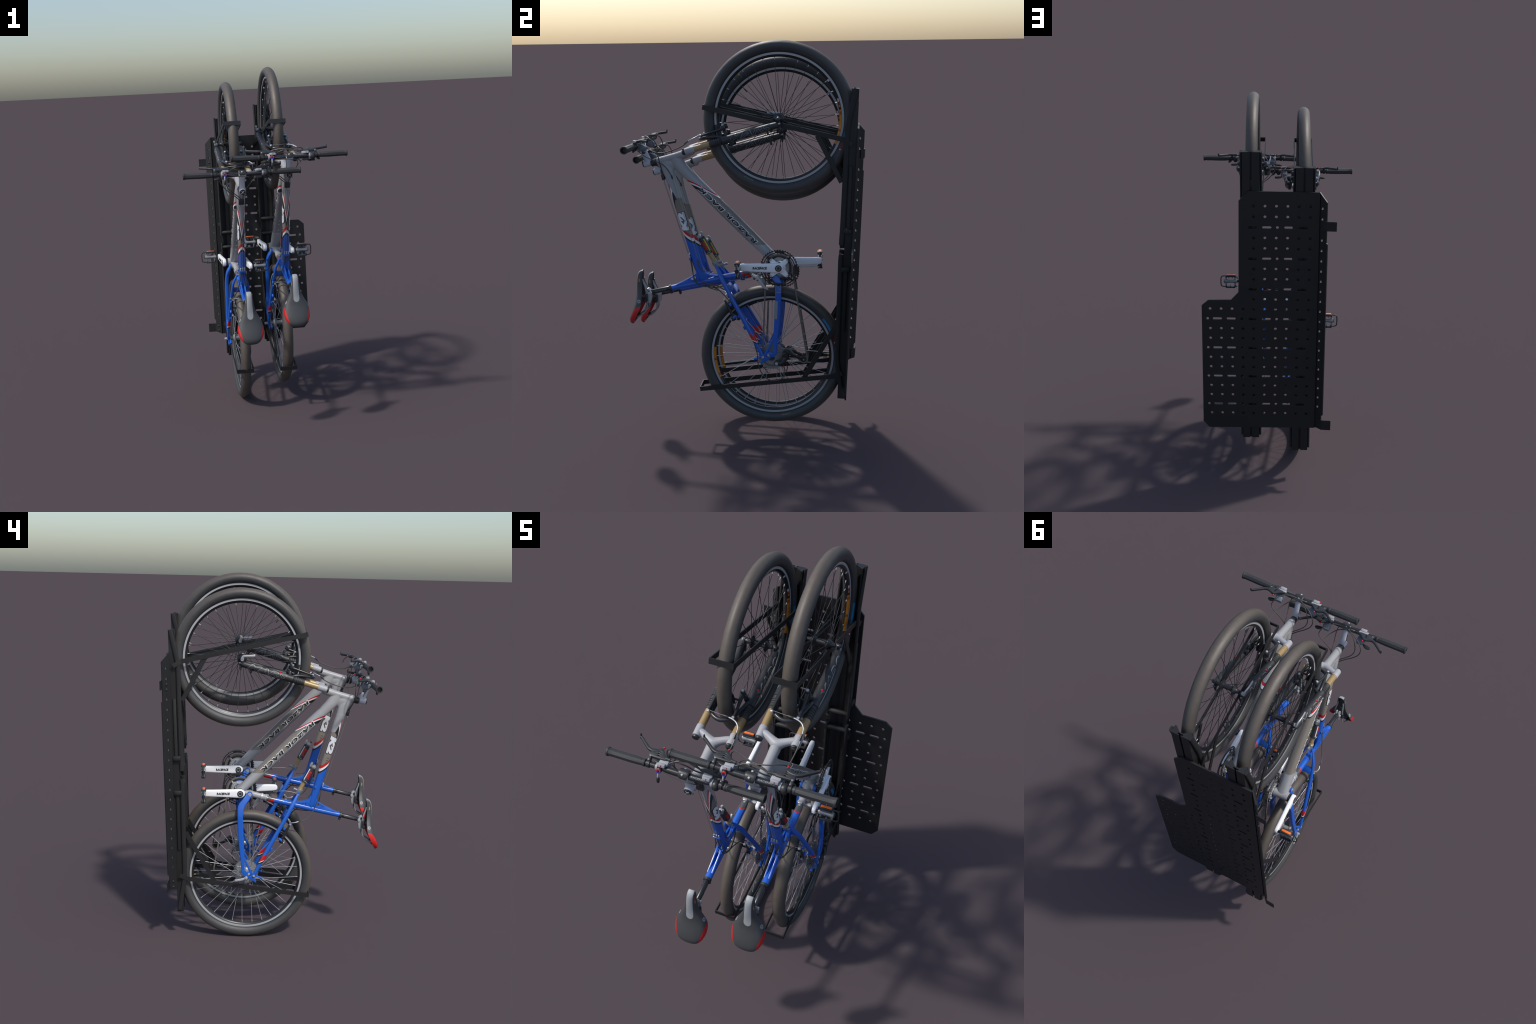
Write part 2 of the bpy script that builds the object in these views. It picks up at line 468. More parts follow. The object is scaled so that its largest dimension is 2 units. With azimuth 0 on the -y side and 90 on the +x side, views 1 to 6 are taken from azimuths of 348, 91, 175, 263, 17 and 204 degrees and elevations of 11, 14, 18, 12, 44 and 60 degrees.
def saddle_paint():
    """charcoal cover, red rear flanks, grey gel channel"""
    p = Paint('saddle_cover')
    ax = p.x.abs()
    c = p.mottle((0.052, 0.054, 0.056), 0.10, 60)
    # flank panel: below a slanted line, on the outer edge only
    flank = (ax - p.z * 0.255).gt(-0.1123, 0.0012) * p.z.gt(0.611, 0.002)
    c = p.mix(c, RED, flank)
    half = 0.0165 - (p.z - 0.73) * 0.022
    ch = (half - ax).gt(0.0, 0.001) * p.z.gt(0.738, 0.003)
    rnd = ((p.z - 0.748) * (p.z - 0.748) + ax * ax).sqrt()
    end = rnd.lt(0.0155, 0.001)
    gel = p.mix(c, (0.31, 0.32, 0.33), (ch * p.z.gt(0.748, 0.001) + end)._m('MINIMUM', 1.0) * p.y.lt(-0.012, 0.002))
    # small round badge on each flank
    bd = ((p.y + 0.030) * (p.y + 0.030) + (p.z - 0.727) * (p.z - 0.727)).sqrt()
    gel = p.mix(gel, (0.26, 0.26, 0.27), bd.lt(0.0085, 0.0006) * bd.gt(0.0030, 0.0006) * ax.gt(0.03, 0.002))
    nose = ax.gt(0.014, 0.002) * p.y.between(-0.0345, -0.0285, 0.0008)
    gel = p.mix(gel, (0.35, 0.02, 0.02), nose * p.z.between(0.838, 0.851, 0.0008))
    gel = p.mix(gel, (0.30, 0.27, 0.03), nose * p.z.between(0.820, 0.8365, 0.0008))
    return p.finish(gel, 0.5, bump=(p.noise(350.0), 0.15, 0.001), rough_var=0.1)
M['saddle'] = saddle_paint()

def bar_ring_paint():
    p = Paint('two_colour_ring')
    c = p.mix((0.06, 0.05, 0.55), (0.55, 0.03, 0.03), p.z.gt(1.5175, 0.0008))
    return p.finish(c, 0.35)
M['ring'] = bar_ring_paint()
# ------------------------------------------------------------------ wheels
HUBS = [Vector((0, 0.682, 1.6340)), Vector((0, 0.638, 0.4425))]
R_TYRE = 0.366
def sym(section):
    return section + [(r, -x) for r, x in section[::-1]]
TYRE_SEC = sym([(0.3095, 0.0105), (0.313, 0.0165), (0.319, 0.0225), (0.327, 0.0272), (0.336, 0.0295), (0.345, 0.0285),
                (0.353, 0.0245), (0.359, 0.0185), (0.3635, 0.0105), (0.3658, 0.0040)])
RIM_SEC = sym([(0.3118, 0.0128), (0.3010, 0.0130), (0.2998, 0.0122), (0.2960, 0.0108), (0.2910, 0.0075), (0.2882, 0.0035)])

def spoke_mesh(side, lean, mat, r0, flange, r):
    """one spoke: from a hub flange hole, leaning fore or aft, to the rim bed"""
    a = lean * radians(72)
    bm = rod((side * flange, r0 * cos(a), r0 * sin(a)), (side * 0.0025, 0.291, 0.0), r, 6, ch=0)
    me = finish(bm, 60); me.materials.append(mat); return me

def nipples(n, phase, flip):
    out = []
    for i in range(n):
        t = 2 * pi * i / n + phase; sd = (1 if i % 2 else -1) * flip
        d = Vector((0, cos(t), sin(t)))
        out.append(rod(d * 0.2905 + Vector((sd * 0.0025, 0, 0)), d * 0.2765 + Vector((sd * 0.0042, 0, 0)), 0.0020, 8, ch=0.0005))
    return join(*out)

def build_wheel(bike, rear):
    hub_c = HUBS[1] if rear else HUBS[0]
    rim = add('wheel', finish(revolve_x(RIM_SEC, 160), 30), bike, M['rim_b' if rear else 'rim_a'], hub_c)
    add('tyre', finish(revolve_x(TYRE_SEC, 160), 40), rim, M['tyre_b' if rear else 'tyre_a'])
    # hub shell with two flanges
    if rear:
        prof = [(0, 0.006), (0.004, 0.011), (0.022, 0.0125), (0.030, 0.024), (0.034, 0.026), (0.037, 0.020), (0.044, 0.014),
                (0.076, 0.014), (0.083, 0.020), (0.087, 0.026), (0.090, 0.024), (0.097, 0.013), (0.122, 0.011), (0.126, 0.006)]
        hub = turned(prof, (-0.063, 0, 0), (0.063, 0, 0), 32)
    else:
        prof = [(0, 0.005), (0.002, 0.0085), (0.012, 0.0095), (0.020, 0.013), (0.026, 0.022), (0.0285, 0.0255), (0.032, 0.0255), (0.035, 0.019),
                (0.042, 0.0120), (0.060, 0.0115), (0.078, 0.0120), (0.085, 0.019), (0.088, 0.0255), (0.0915, 0.0255), (0.094, 0.022),
                (0.100, 0.013), (0.108, 0.0095), (0.118, 0.0085), (0.120, 0.005)]
        hub = turned(prof, (-0.060, 0, 0), (0.060, 0, 0), 32)
    add('hub', finish(hub, 40), rim, M['steel' if rear else 'gloss_black'])
    n = 32
    mat = M['spoke_silver' if rear else 'spoke_dark']
    # the rear wheel is laced crosswise, the front wheel radially
    var = {(sd, ln): spoke_mesh(sd, ln if rear else 0, mat, 0.0235, 0.030, 0.00138) for sd in (1, -1) for ln in (1, -1)}
    phase = radians(3.1 if rear else 3.75)
    for i in range(n):
        sd = (1 if i % 2 else -1) * (1 if rear else -1); ln = -1 if (i // 2) % 2 else 1
        ob = add('spoke', var[(sd, ln)], rim)
        ob.rotation_euler = (2 * pi * i / n + phase, 0, 0)
    add('spoke_nipple', finish(nipples(n, phase, 1 if rear else -1), 40), rim, M['nipple'], stuff=True)
    # tube valve pointing at the hub
    va = radians(-1.8 if rear else 132.6)
    d = Vector((0, cos(va), sin(va)))
    v = add('valve_stem', finish(rod(d * 0.290, d * 0.277, 0.0030, 10)), rim, M['brass'])
    add('valve_cap', finish(rod(d * 0.2775, d * 0.258, 0.0036, 10)), rim, M['black'])
    return rim

# ------------------------------------------------------------------ main frame
def tube_mid(z): return 0.15 + (1.331 - z) * 0.279
def build_frame(bike):
    # head tube with flared ends
    ht = turned([(-0.004, 0.0185), (-0.002, 0.0205), (0.010, 0.0212), (0.020, 0.0198), (0.045, 0.0192), (0.100, 0.0192),
                 (0.125, 0.0205), (0.143, 0.0212), (0.147, 0.0195)], (0, 0.083, 1.4265), (0, 0.225, 1.4660), 32)
    # swage fairing between the head tube and both main tubes
    fair = loft([(0.118, 1.425, 0.026, 0.0185), (0.138, 1.412, 0.034, 0.0200), (0.155, 1.398, 0.030, 0.0160), (0.166, 1.388, 0.020, 0.0100)], 28, 2.3, up=3)
    throat = loft([(0.166, 1.452, 0.030, 0.0185), (0.182, 1.425, 0.0320, 0.0215), (0.205, 1.395, 0.0290, 0.0245), (0.238, 1.3605, 0.0268, 0.0253), (0.258, 1.3400, 0.0262, 0.0252)], 28, 2.25, up=3)
    collar = loft([(0.098, 1.428, 0.020, 0.0185), (0.128, 1.396, 0.0275, 0.0225), (0.1391, 1.370, 0.0272, 0.0233), (0.1486, 1.336, 0.0252, 0.0225)], 28, 2.35, up=3)
    frame = add('frame', fuse(join(ht, fair, throat, collar), 0.0022, 7), bike, M['grey'])
    dt = [(0.238, 1.3605, 0.0255, 0.0242), (0.252, 1.3463, 0.0270, 0.0258), (0.272, 1.3260, 0.0270, 0.0262), (0.3755, 1.2200, 0.0292, 0.0275),
          (0.500, 1.0950, 0.0285, 0.0278), (0.600, 0.9945, 0.0265, 0.0282), (0.645, 0.9500, 0.0240, 0.0290), (0.676, 0.9190, 0.0215, 0.0300)]
    add('down_tube', finish(loft(dt, 36, 2.25, up=4), 40), frame, M['down_tube'])
    tt = []
    for z, h, w in ((1.360, 0.0240, 0.0215), (1.345, 0.0258, 0.0231), (1.331, 0.0255, 0.0228), (1.25, 0.0240, 0.0212), (1.15, 0.0228, 0.0200), (1.05, 0.0222, 0.0190),
                    (0.95, 0.0212, 0.0186), (0.87, 0.0200, 0.0180), (0.835, 0.0165, 0.0165), (0.824, 0.0100, 0.0120)):
        tt.append((tube_mid(z), z, h, w))
    add('top_tube', finish(loft(tt, 36, 2.35, up=4), 40), frame, M['top_tube'])
    # bottom bracket shell and the pivot lug behind it
    bb = rod((-0.040, 0.679, 0.9145), (0.040, 0.679, 0.9145), 0.0245, 32, 0.002)
    lug = loft([(0.679, 0.9145, 0.020, 0.030), (0.650, 0.906, 0.0165, 0.026), (0.627, 0.900, 0.0165, 0.024), (0.612, 0.8965, 0.0165, 0.0175),
                (0.598, 0.8930, 0.0162, 0.0160), (0.545, 0.8800, 0.0155, 0.0155), (0.536, 0.8780, 0.0135, 0.0135)], 28, 2.1, up=3)
    piv = rod((-0.026, 0.627, 0.900), (0.026, 0.627, 0.900), 0.0160, 28)
    col = rod((0, 0.545, 0.8800), (0, 0.533, 0.8773), 0.0180, 28)
    add('bottom_bracket', finish(join(bb, lug, piv, col), 40), frame, M['grey'])
    cups = both(rod((0.040, 0.679, 0.9145), (0.047, 0.679, 0.9145), 0.0235, 28))
    add('bearing_cup', finish(cups), frame, M['black'])
    # flexible joint between the lug and the seat tube
    joint = loft([(0.540, 0.8785, 0.0115, 0.0115), (0.520, 0.8735, 0.0125, 0.0120), (0.500, 0.8680, 0.0120, 0.0115)], 20, 2.0, up=2)
    add('joint_boot', finish(join(joint, box((0, 0.530, 0.889), (0.020, 0.018, 0.012), Matrix.Rotation(radians(13), 3, 'X'), 0.003))), frame, M['steel'])
    # oval cable port low on the under side of the down tube
    nn = Vector((0, -0.7037, -0.7105)); uu = Vector((0, 0.7105, -0.7037))
    c0 = Vector((0, 0.627, 0.950))
    ov = turned([(0, 0.0100), (0.0012, 0.0135), (0.0022, 0.0120), (0.0022, 0.0010)], c0 - nn * 0.0010, c0 + nn * 0.0020, 24)
    for vv in ov.verts:
        dlt = vv.co - c0; vv.co = c0 + dlt + uu * (dlt.dot(uu) * 0.25)
    add('cable_hole', finish(ov), frame, M['pod'])
    # bottle bosses under the down tube
    bosses = [rod((0, 0.703 * -0.026 + y, 0.711 * -0.026 + z), (0, 0.703 * -0.0335 + y, 0.711 * -0.0335 + z), 0.0032, 10)
              for y, z in ((0.468, 1.127), (0.492, 1.103), (0.530, 1.064), (0.556, 1.038))]
    add('bottle_boss', finish(join(*bosses)), frame, M['alloy'])
    # seat tube with its two gusset fins
    st = [(0.1265, 0.7852, 0.0142, 0.0160), (0.16, 0.7925, 0.0142, 0.0160), (0.24, 0.8095, 0.0150, 0.0165), (0.334, 0.8300, 0.0155, 0.0165),
          (0.44, 0.8535, 0.0152, 0.0160), (0.500, 0.8665, 0.0150, 0.0155), (0.528, 0.8730, 0.0140, 0.0140)]
    seat = add('seat_tube', finish(loft(st, 32, 2.1, up=3), 40), bike, M['seat_tube'])
    finA = plate_yz([(0.150, 0.803), (0.175, 0.8155), (0.205, 0.831), (0.232, 0.846), (0.2545, 0.862), (0.262, 0.880), (0.272, 0.880), (0.275, 0.815), (0.24, 0.805), (0.18, 0.793)],
                    0.006, 0.0135, [[(0.222, 0.8325), (0.236, 0.8425), (0.2535, 0.8530), (0.258, 0.842), (0.246, 0.8345)]])
    finB = plate_yz([(0.292, 0.900), (0.300, 0.879), (0.312, 0.868), (0.335, 0.8595), (0.375, 0.8575), (0.425, 0.8610), (0.455, 0.8640), (0.44, 0.850), (0.34, 0.826), (0.28, 0.83)],
                    0.006, 0.0135, [[(0.317, 0.854), (0.332, 0.849), (0.365, 0.850), (0.350, 0.843), (0.318, 0.841)]])
    web = plate_yz([(0.196, 0.806), (0.24, 0.826), (0.268, 0.842), (0.272, 0.81)], -0.006, 0.006)
    add('gusset', finish(join(both(finA), both(finB), web), 30), seat, M['blue'])
    # gear-cable stop under the seat tube
    stop = box((0.0, 0.398, 0.8225), (0.016, 0.012, 0.012), None, 0.002)
    add('cable_guide', finish(stop), seat, M['blue'])
    # stops on the rider side of the top tube
    zs = 0.945; yb = tube_mid(zs) - 0.0225
    blk = box((0, yb - 0.004, zs - 0.004), (0.034, 0.010, 0.013), Matrix.Rotation(radians(15.6), 3, 'X'), 0.002)
    add('cable_stop', finish(blk), frame, M['blue'])
    fer = [rod((x, yb - 0.0055, zs + 0.002), (x, yb - 0.0100, zs + 0.018), 0.0036, 10) for x in (-0.0105, 0, 0.0105)]
    add('cable_ferrule', finish(join(*fer)), frame, M['alloy'])
    side = [box((sx * 0.0195, 0.270, 0.942), (0.005, 0.010, 0.012), Matrix.Rotation(radians(15.6), 3, 'X'), 0.001) for sx in (1, -1)]
    add('cable_clip', finish(join(*side)), frame, M['blue'])
    # port block near the head
    port = box((0, 0.1085, 1.352), (0.030, 0.014, 0.030), Matrix.Rotation(radians(14), 3, 'X'), 0.002)
    add('cable_port', finish(port), frame, M['black'])
    tips = [rod((x, 0.108, 1.340), (x, 0.112, 1.327), 0.0030, 8) for x in (-0.009, 0, 0.009)]
    add('port_ferrule', finish(join(*tips)), frame, M['alloy'])
    # lettering ------------------------------------------------
    u = Vector((0, 0.7105, -0.7037)); n = Vector((0, 0.7037, 0.7105))
    def on_down(side, c0, flip):
        def place(a, b, lift):
            # +x side reads towards the head, -x side towards the cranks; letter tops face the rider
            s = -a if side > 0 else a
            nn = -b + c0
            base = Vector((0, 0.4300, 1.1665)) + u * s + n * nn
            x = 0.0272 * max(0.0, 1 - min(0.97, abs(nn / 0.0288)) ** 2.25) ** (1 / 2.25)
            return Vector((side * (x + 0.0004 + lift), base.y, base.z))
        return place
    for side in (1, -1):
        a = lettering('RAZOR BACK', on_down(side, -0.0025, 0), 0.393, 0.0265, 0.0006, 0.080, 0.15, track=1.16)
        b = lettering('RAZOR BACK', on_down(side, -0.0025, 0), 0.384, 0.0200, 0.0013, 0.035, 0.15, track=1.16)
        add('lettering', finish(a, 30), frame, M['letter_white']); add('lettering', finish(b, 30), frame, M['ink'])
    tu = Vector((0, -0.2687, 0.9632)); tn = Vector((0, -0.9632, -0.2687))
    def on_top(side, zc, off):
        c = Vector((0, tube_mid(zc), zc))
        def place(a, b, lift):
            s = a if side > 0 else -a
            nn = b + off
            q = c + tu * s + tn * nn
            x = 0.0203 * max(0.0, 1 - min(0.97, abs(nn / 0.0232)) ** 2.35) ** (1 / 2.35)
            return Vector((side * (x + 0.0004 + lift), q.y, q.z))
        return place
    for side, zc in ((1, 1.131), (-1, 1.178)):
        add('lettering', finish(lettering('K2', on_top(side, zc, 0.002), 0.104, 0.0405, 0.0005, 0.115, 0.12), 30), frame, M['ink'])
        add('lettering', finish(lettering('K2', on_top(side, zc, 0.002), 0.098, 0.0350, 0.0012, 0.080, 0.12), 30), frame, M['letter_white'])
    add('lettering', finish(lettering('T E C', on_top(-1, 1.094, 0.004), 0.040, 0.011, 0.0008), 30), frame, M['letter_grey'])
    add('lettering', finish(lettering('T E C', on_top(1, 1.236, 0.002), 0.044, 0.010, 0.0008), 30), frame, M['letter_grey'])
    return frame, seat

# ------------------------------------------------------------------ swing arm
def build_swingarm(bike):
    cs = [(0.627, 0.9000, 0.0155, 0.0055, -0.0290), (0.637, 0.8880, 0.0155, 0.0062, -0.0335), (0.650, 0.8700, 0.0165, 0.0085, -0.0405), (0.668, 0.8470, 0.0180, 0.0095, -0.0470),
          (0.675, 0.8250, 0.0182, 0.0100, -0.0510), (0.6765, 0.7930, 0.0160, 0.0110, -0.0545), (0.6765, 0.7750, 0.0155, 0.0115, -0.0555), (0.6730, 0.7100, 0.0155, 0.0115, -0.0570),
          (0.6680, 0.6300, 0.0145, 0.0105, -0.0600), (0.6600, 0.5400, 0.0110, 0.0085, -0.0650), (0.6565, 0.4940, 0.0095, 0.0070, -0.0675)]
    chain_stay = both(loft(cs, 20, 5.0, up=2))
    eye = both(rod((-0.0245, 0.627, 0.900), (-0.0345, 0.627, 0.900), 0.0158, 28, 0.001))
    arm = add('swingarm', finish(join(chain_stay, eye), 32), bike, M['blue'])
    cap = both(rod((-0.0300, 0.627, 0.900), (-0.0362, 0.627, 0.900), 0.0112, 24))
    add('pivot_cap', finish(cap), arm, M['alloy'])
    ss = [(0.3630, 0.9030, 0.0055, 0.0038, -0.0160), (0.3740, 0.8820, 0.0085, 0.0052, -0.0255), (0.3960, 0.8400, 0.0118, 0.0072, -0.0410), (0.4280, 0.7770, 0.0108, 0.0092, -0.0490),
          (0.4765, 0.6880, 0.0112, 0.0100, -0.0570), (0.5260, 0.5950, 0.0118, 0.0105, -0.0640), (0.5620, 0.5240, 0.0108, 0.0095, -0.0690), (0.5960, 0.4540, 0.0095, 0.0075, -0.0725)]
    stay = both(loft(ss, 22, 2.3, up=3))
    add('seat_stay', finish(stay, 40), arm, M['stay'])
    # bridge plates between the stays, either side of the tyre
    br1 = plate_yz(thick_line([(0.4160, 0.8100, 0.004), (0.4230, 0.8000, 0.0065), (0.4330, 0.7870, 0.0065), (0.4380, 0.7800, 0.004)], 0.005), -0.0440, 0.0440, bevel=0.002)
    fork_tip = both(loft([(0.356, 0.918, 0.0025, 0.0030, -0.0120), (0.362, 0.905, 0.0038, 0.0035, -0.0135), (0.368, 0.886, 0.0045, 0.0040, -0.0190)], 10, 3.0, up=2))
    add('stay_bridge', finish(join(br1, fork_tip), 30), arm, M['blue'])
    # lower strut of the triangle
    strut = both(loft([(0.6560, 0.5600, 0.0050, 0.0045, -0.0660), (0.6380, 0.5230, 0.0062, 0.0050, -0.0665), (0.6200, 0.4850, 0.0062, 0.0050, -0.0680), (0.6040, 0.4590, 0.0070, 0.0045, -0.0690)], 12, 3.0))
    # drop-outs: a plate with its hanger tabs
    out = [(0.6665, 0.4960), (0.6670, 0.4720), (0.6570, 0.4580), (0.6460, 0.4470), (0.6420, 0.4380), (0.6340, 0.4350), (0.6260, 0.4370), (0.6150, 0.4330), (0.6050, 0.4270), (0.5960, 0.4200),
           (0.5900, 0.4135), (0.5830, 0.4150), (0.5820, 0.4230), (0.5885, 0.4310), (0.5910, 0.4420), (0.5880, 0.4520), (0.5930, 0.4625), (0.6030, 0.4620), (0.6130, 0.4680), (0.6220, 0.4760),
           (0.6330, 0.4760), (0.6430, 0.4720), (0.6470, 0.4800), (0.6470, 0.4960)]
    drop = both(plate_yz(out, -0.0655, -0.0725, [circle2(0.6200, 0.4570, 0.0055, 12)]))
    knob = both(join(rod((-0.060, 0.585, 0.448), (-0.060, 0.556, 0.437), 0.0052, 12), rod((-0.060, 0.556, 0.437), (-0.060, 0.549, 0.434), 0.0072, 12)))
    boss = both(rod((-0.057, 0.4640, 0.6620), (-0.057, 0.4480, 0.6500), 0.0075, 14))
    boss2 = both(join(box((-0.060, 0.5040, 0.6000), (0.010, 0.010, 0.020), Matrix.Rotation(radians(27), 3, 'X'), 0.002), box((-0.055, 0.4350, 0.7180), (0.010, 0.012, 0.014), Matrix.Rotation(radians(27), 3, 'X'), 0.002)))
    add('dropout', finish(join(drop, strut, knob, boss, boss2), 30), arm, M['blue'])
    bolts = both(join(rod((-0.0700, 0.5965, 0.4535), (-0.0800, 0.5965, 0.4535), 0.0075, 20), rod((0.0700, 0.6240, 0.4610), (0.0755, 0.6240, 0.4610), 0.0062, 16)))
    add('pivot_bolt', finish(bolts), arm, M['alloy'])
    holes = both(rod((-0.0650, 0.6200, 0.4570), (-0.0735, 0.6200, 0.4570), 0.0054, 14))
    add('pivot_hole', finish(holes), arm, M['black'])
    # axle nut, quick-release lever
    nut = join(rod((-0.073, 0.638, 0.4425), (-0.087, 0.638, 0.4425), 0.0082, 20), rod((-0.087, 0.638, 0.4425), (-0.089, 0.638, 0.4425), 0.0060, 12))
    lev = loft([(0.638, 0.4425, 0.0075, 0.0040, -0.079), (0.652, 0.4370, 0.0060, 0.0032, -0.081), (0.670, 0.4320, 0.0068, 0.0030, -0.083), (0.694, 0.4280, 0.0066, 0.0028, -0.084), (0.700, 0.4275, 0.004, 0.002, -0.084)], 14, 3.0, up=2)
    add('quick_release', finish(join(nut, lev), 40), arm, M['alloy'])
    add('axle_nut', finish(join(rod((0.068, 0.640, 0.4450), (0.083, 0.640, 0.4450), 0.0078, 16), rod((0.068, 0.650, 0.4480), (0.078, 0.650, 0.4480), 0.0060, 12))), arm, M['black'])
    # rubbed guard plate and stay graphics on the chain side
    guard = loft([(0.6655, 0.7440, 0.0085, 0.0010, 0.0686), (0.6640, 0.6980, 0.0088, 0.0010, 0.0692), (0.6610, 0.6520, 0.0090, 0.0010, 0.0698)], 8, 6.0)
    add('stay_guard', finish(guard, 30), arm, M['protector'])
    marks = [thick_line([(0.6620, 0.8260), (0.6625, 0.7780)], 0.0009), thick_line([(0.6660, 0.8250), (0.6870, 0.7990)], 0.0014), thick_line([(0.6880, 0.8270), (0.6890, 0.8010)], 0.0010),
             thick_line([(0.6620, 0.7880), (0.6890, 0.7870)], 0.0014), thick_line([(0.6630, 0.7880), (0.6640, 0.7640)], 0.0009)]
    g = join(*[plate_yz(m, 0.0655, 0.0668 if i < 3 else 0.0672, bevel=0) for i, m in enumerate(marks)])
    add('stay_graphic', finish(g), arm, M['protector'])
    return arm

# ------------------------------------------------------------------ shock
def build_shock(bike):
    a, b = Vector((0, 0.2875, 1.0480)), Vector((0, 0.3285, 0.9695)); d = (b - a).normalized()
    body = turned([(0, 0.0145), (0.002, 0.0172), (0.006, 0.0178), (0.078, 0.0178), (0.080, 0.0185), (0.0875, 0.0185), (0.0895, 0.0155)], a, b, 32)
    sh = add('shock_absorber', finish(body, 40), bike, M['black'])
    add('shock_shaft', finish(join(rod(b - d * 0.004, Vector((0, 0.3515, 0.9275)), 0.0120, 24), rod(Vector((0, 0.3465, 0.9355)), Vector((0, 0.3500, 0.9288)), 0.0138, 24))), sh, M['bronze'])
    eye = join(turned([(0, 0.0125), (0.003, 0.0155), (0.016, 0.0150), (0.030, 0.0120), (0.040, 0.0085)], (0, 0.3485, 0.9300), (0, 0.3665, 0.8940), 24),
               rod((-0.017, 0.3625, 0.8970), (0.017, 0.3625, 0.8970), 0.0072, 16), rod((0, 0.366, 0.921), (0, 0.384, 0.930), 0.0062, 12), rod((0, 0.382, 0.927), (0, 0.388, 0.930), 0.0082, 12),
               box((0, 0.3640, 0.9060), (0.012, 0.020, 0.022), Matrix.Rotation(radians(28), 3, 'X'), 0.002))
    add('shock_eye', finish(eye, 40), sh, M['steel'])
    top = join(rod(a + Vector((0, 0.012, 0.006)), a + Vector((0, 0.0035, 0.0260)), 0.0070, 14), rod(a + Vector((0, 0.0045, 0.021)), a + Vector((0, 0.0010, 0.0305)), 0.0052, 6),
               rod(a + Vector((0, -0.008, 0.000)), a + Vector((0, -0.0135, 0.0150)), 0.0085, 16), box(a + Vector((0, -0.006, 0.004)), (0.022, 0.022, 0.014), Matrix.Rotation(radians(28), 3, 'X'), 0.003))
    add('shock_valve', finish(top, 40), sh, M['steel'])
    knob = rod(a + Vector((0, -0.015, 0.013)), a + Vector((0, -0.024, 0.020)), 0.0055, 12)
    add('shock_knob', finish(knob), sh, M['black'])
    n = Vector((0, -d.z, d.y)) if d.z < 0 else Vector((0, d.z, -d.y))     # towards +y
    def on_body(side, off):
        def place(u, v, lift):
            s = 0.046 + (v if True else 0)
            w = u * (1 if side > 0 else -1) + off
            q = a + d * s + n * w
            x = 0.0179 * sqrt(max(0.03, 1 - (w / 0.0181) ** 2))
            return Vector((side * (x + 0.0004 + lift), q.y, q.z))
        return place
    def along(side, s0, off, up):
        def place(u, v, lift):
            w = off + v * up
            q = a + d * (s0 + u * (-1 if side > 0 else 1)) + n * w
            x = 0.0179 * sqrt(max(0.03, 1 - (w / 0.0181) ** 2))
            return Vector((side * (x + 0.0004 + lift), q.y, q.z))
        return place
    for side in (1, -1):
        add('lettering', finish(lettering('FLOAT', along(side, 0.044, -0.0015, -1), 0.050, 0.0190, 0.0008, 0.075, 0.25), 30), sh, M['letter_red'])
        add('lettering', finish(lettering('FLOAT R', lambda u, v, l, side=side: along(side, 0.0835, 0, 1)(v * side, u * -side, l), 0.021, 0.0035, 0.0016), 30), sh, M['letter_white'])
    strip = []
    for k, (t0, t1) in enumerate(((28, 52),)):
        rings = []
        for s in [0.010 + 0.068 * i / 6 for i in range(7)]:
            ring = []
            for rr in (0.0176, 0.0183):
                seq = [t0 + (t1 - t0) * j / 5 for j in range(6)]
                if rr > 0.018: seq = seq[::-1]
                for t in seq:
                    ring.append(a + d * s + (n * sin(radians(t)) + Vector((1, 0, 0)) * cos(radians(t))) * rr)
            rings.append(ring)
        strip.append(rings_to_bm(rings))
    add('yellow_band', finish(strip[0]), sh, M['yellow'])
    rings = []
    for s in [0.010 + 0.068 * i / 6 for i in range(7)]:
        ring = []
        for rr in (0.0176, 0.0183):
            seq = [30 + 18 * j / 5 for j in range(6)]
            if rr > 0.018: seq = seq[::-1]
            for t in seq: ring.append(a + d * s + (n * sin(radians(t)) - Vector((1, 0, 0)) * cos(radians(t))) * rr)
        rings.append(ring)
    add('white_band', finish(rings_to_bm(rings)), sh, M['letter_white'])
    return sh

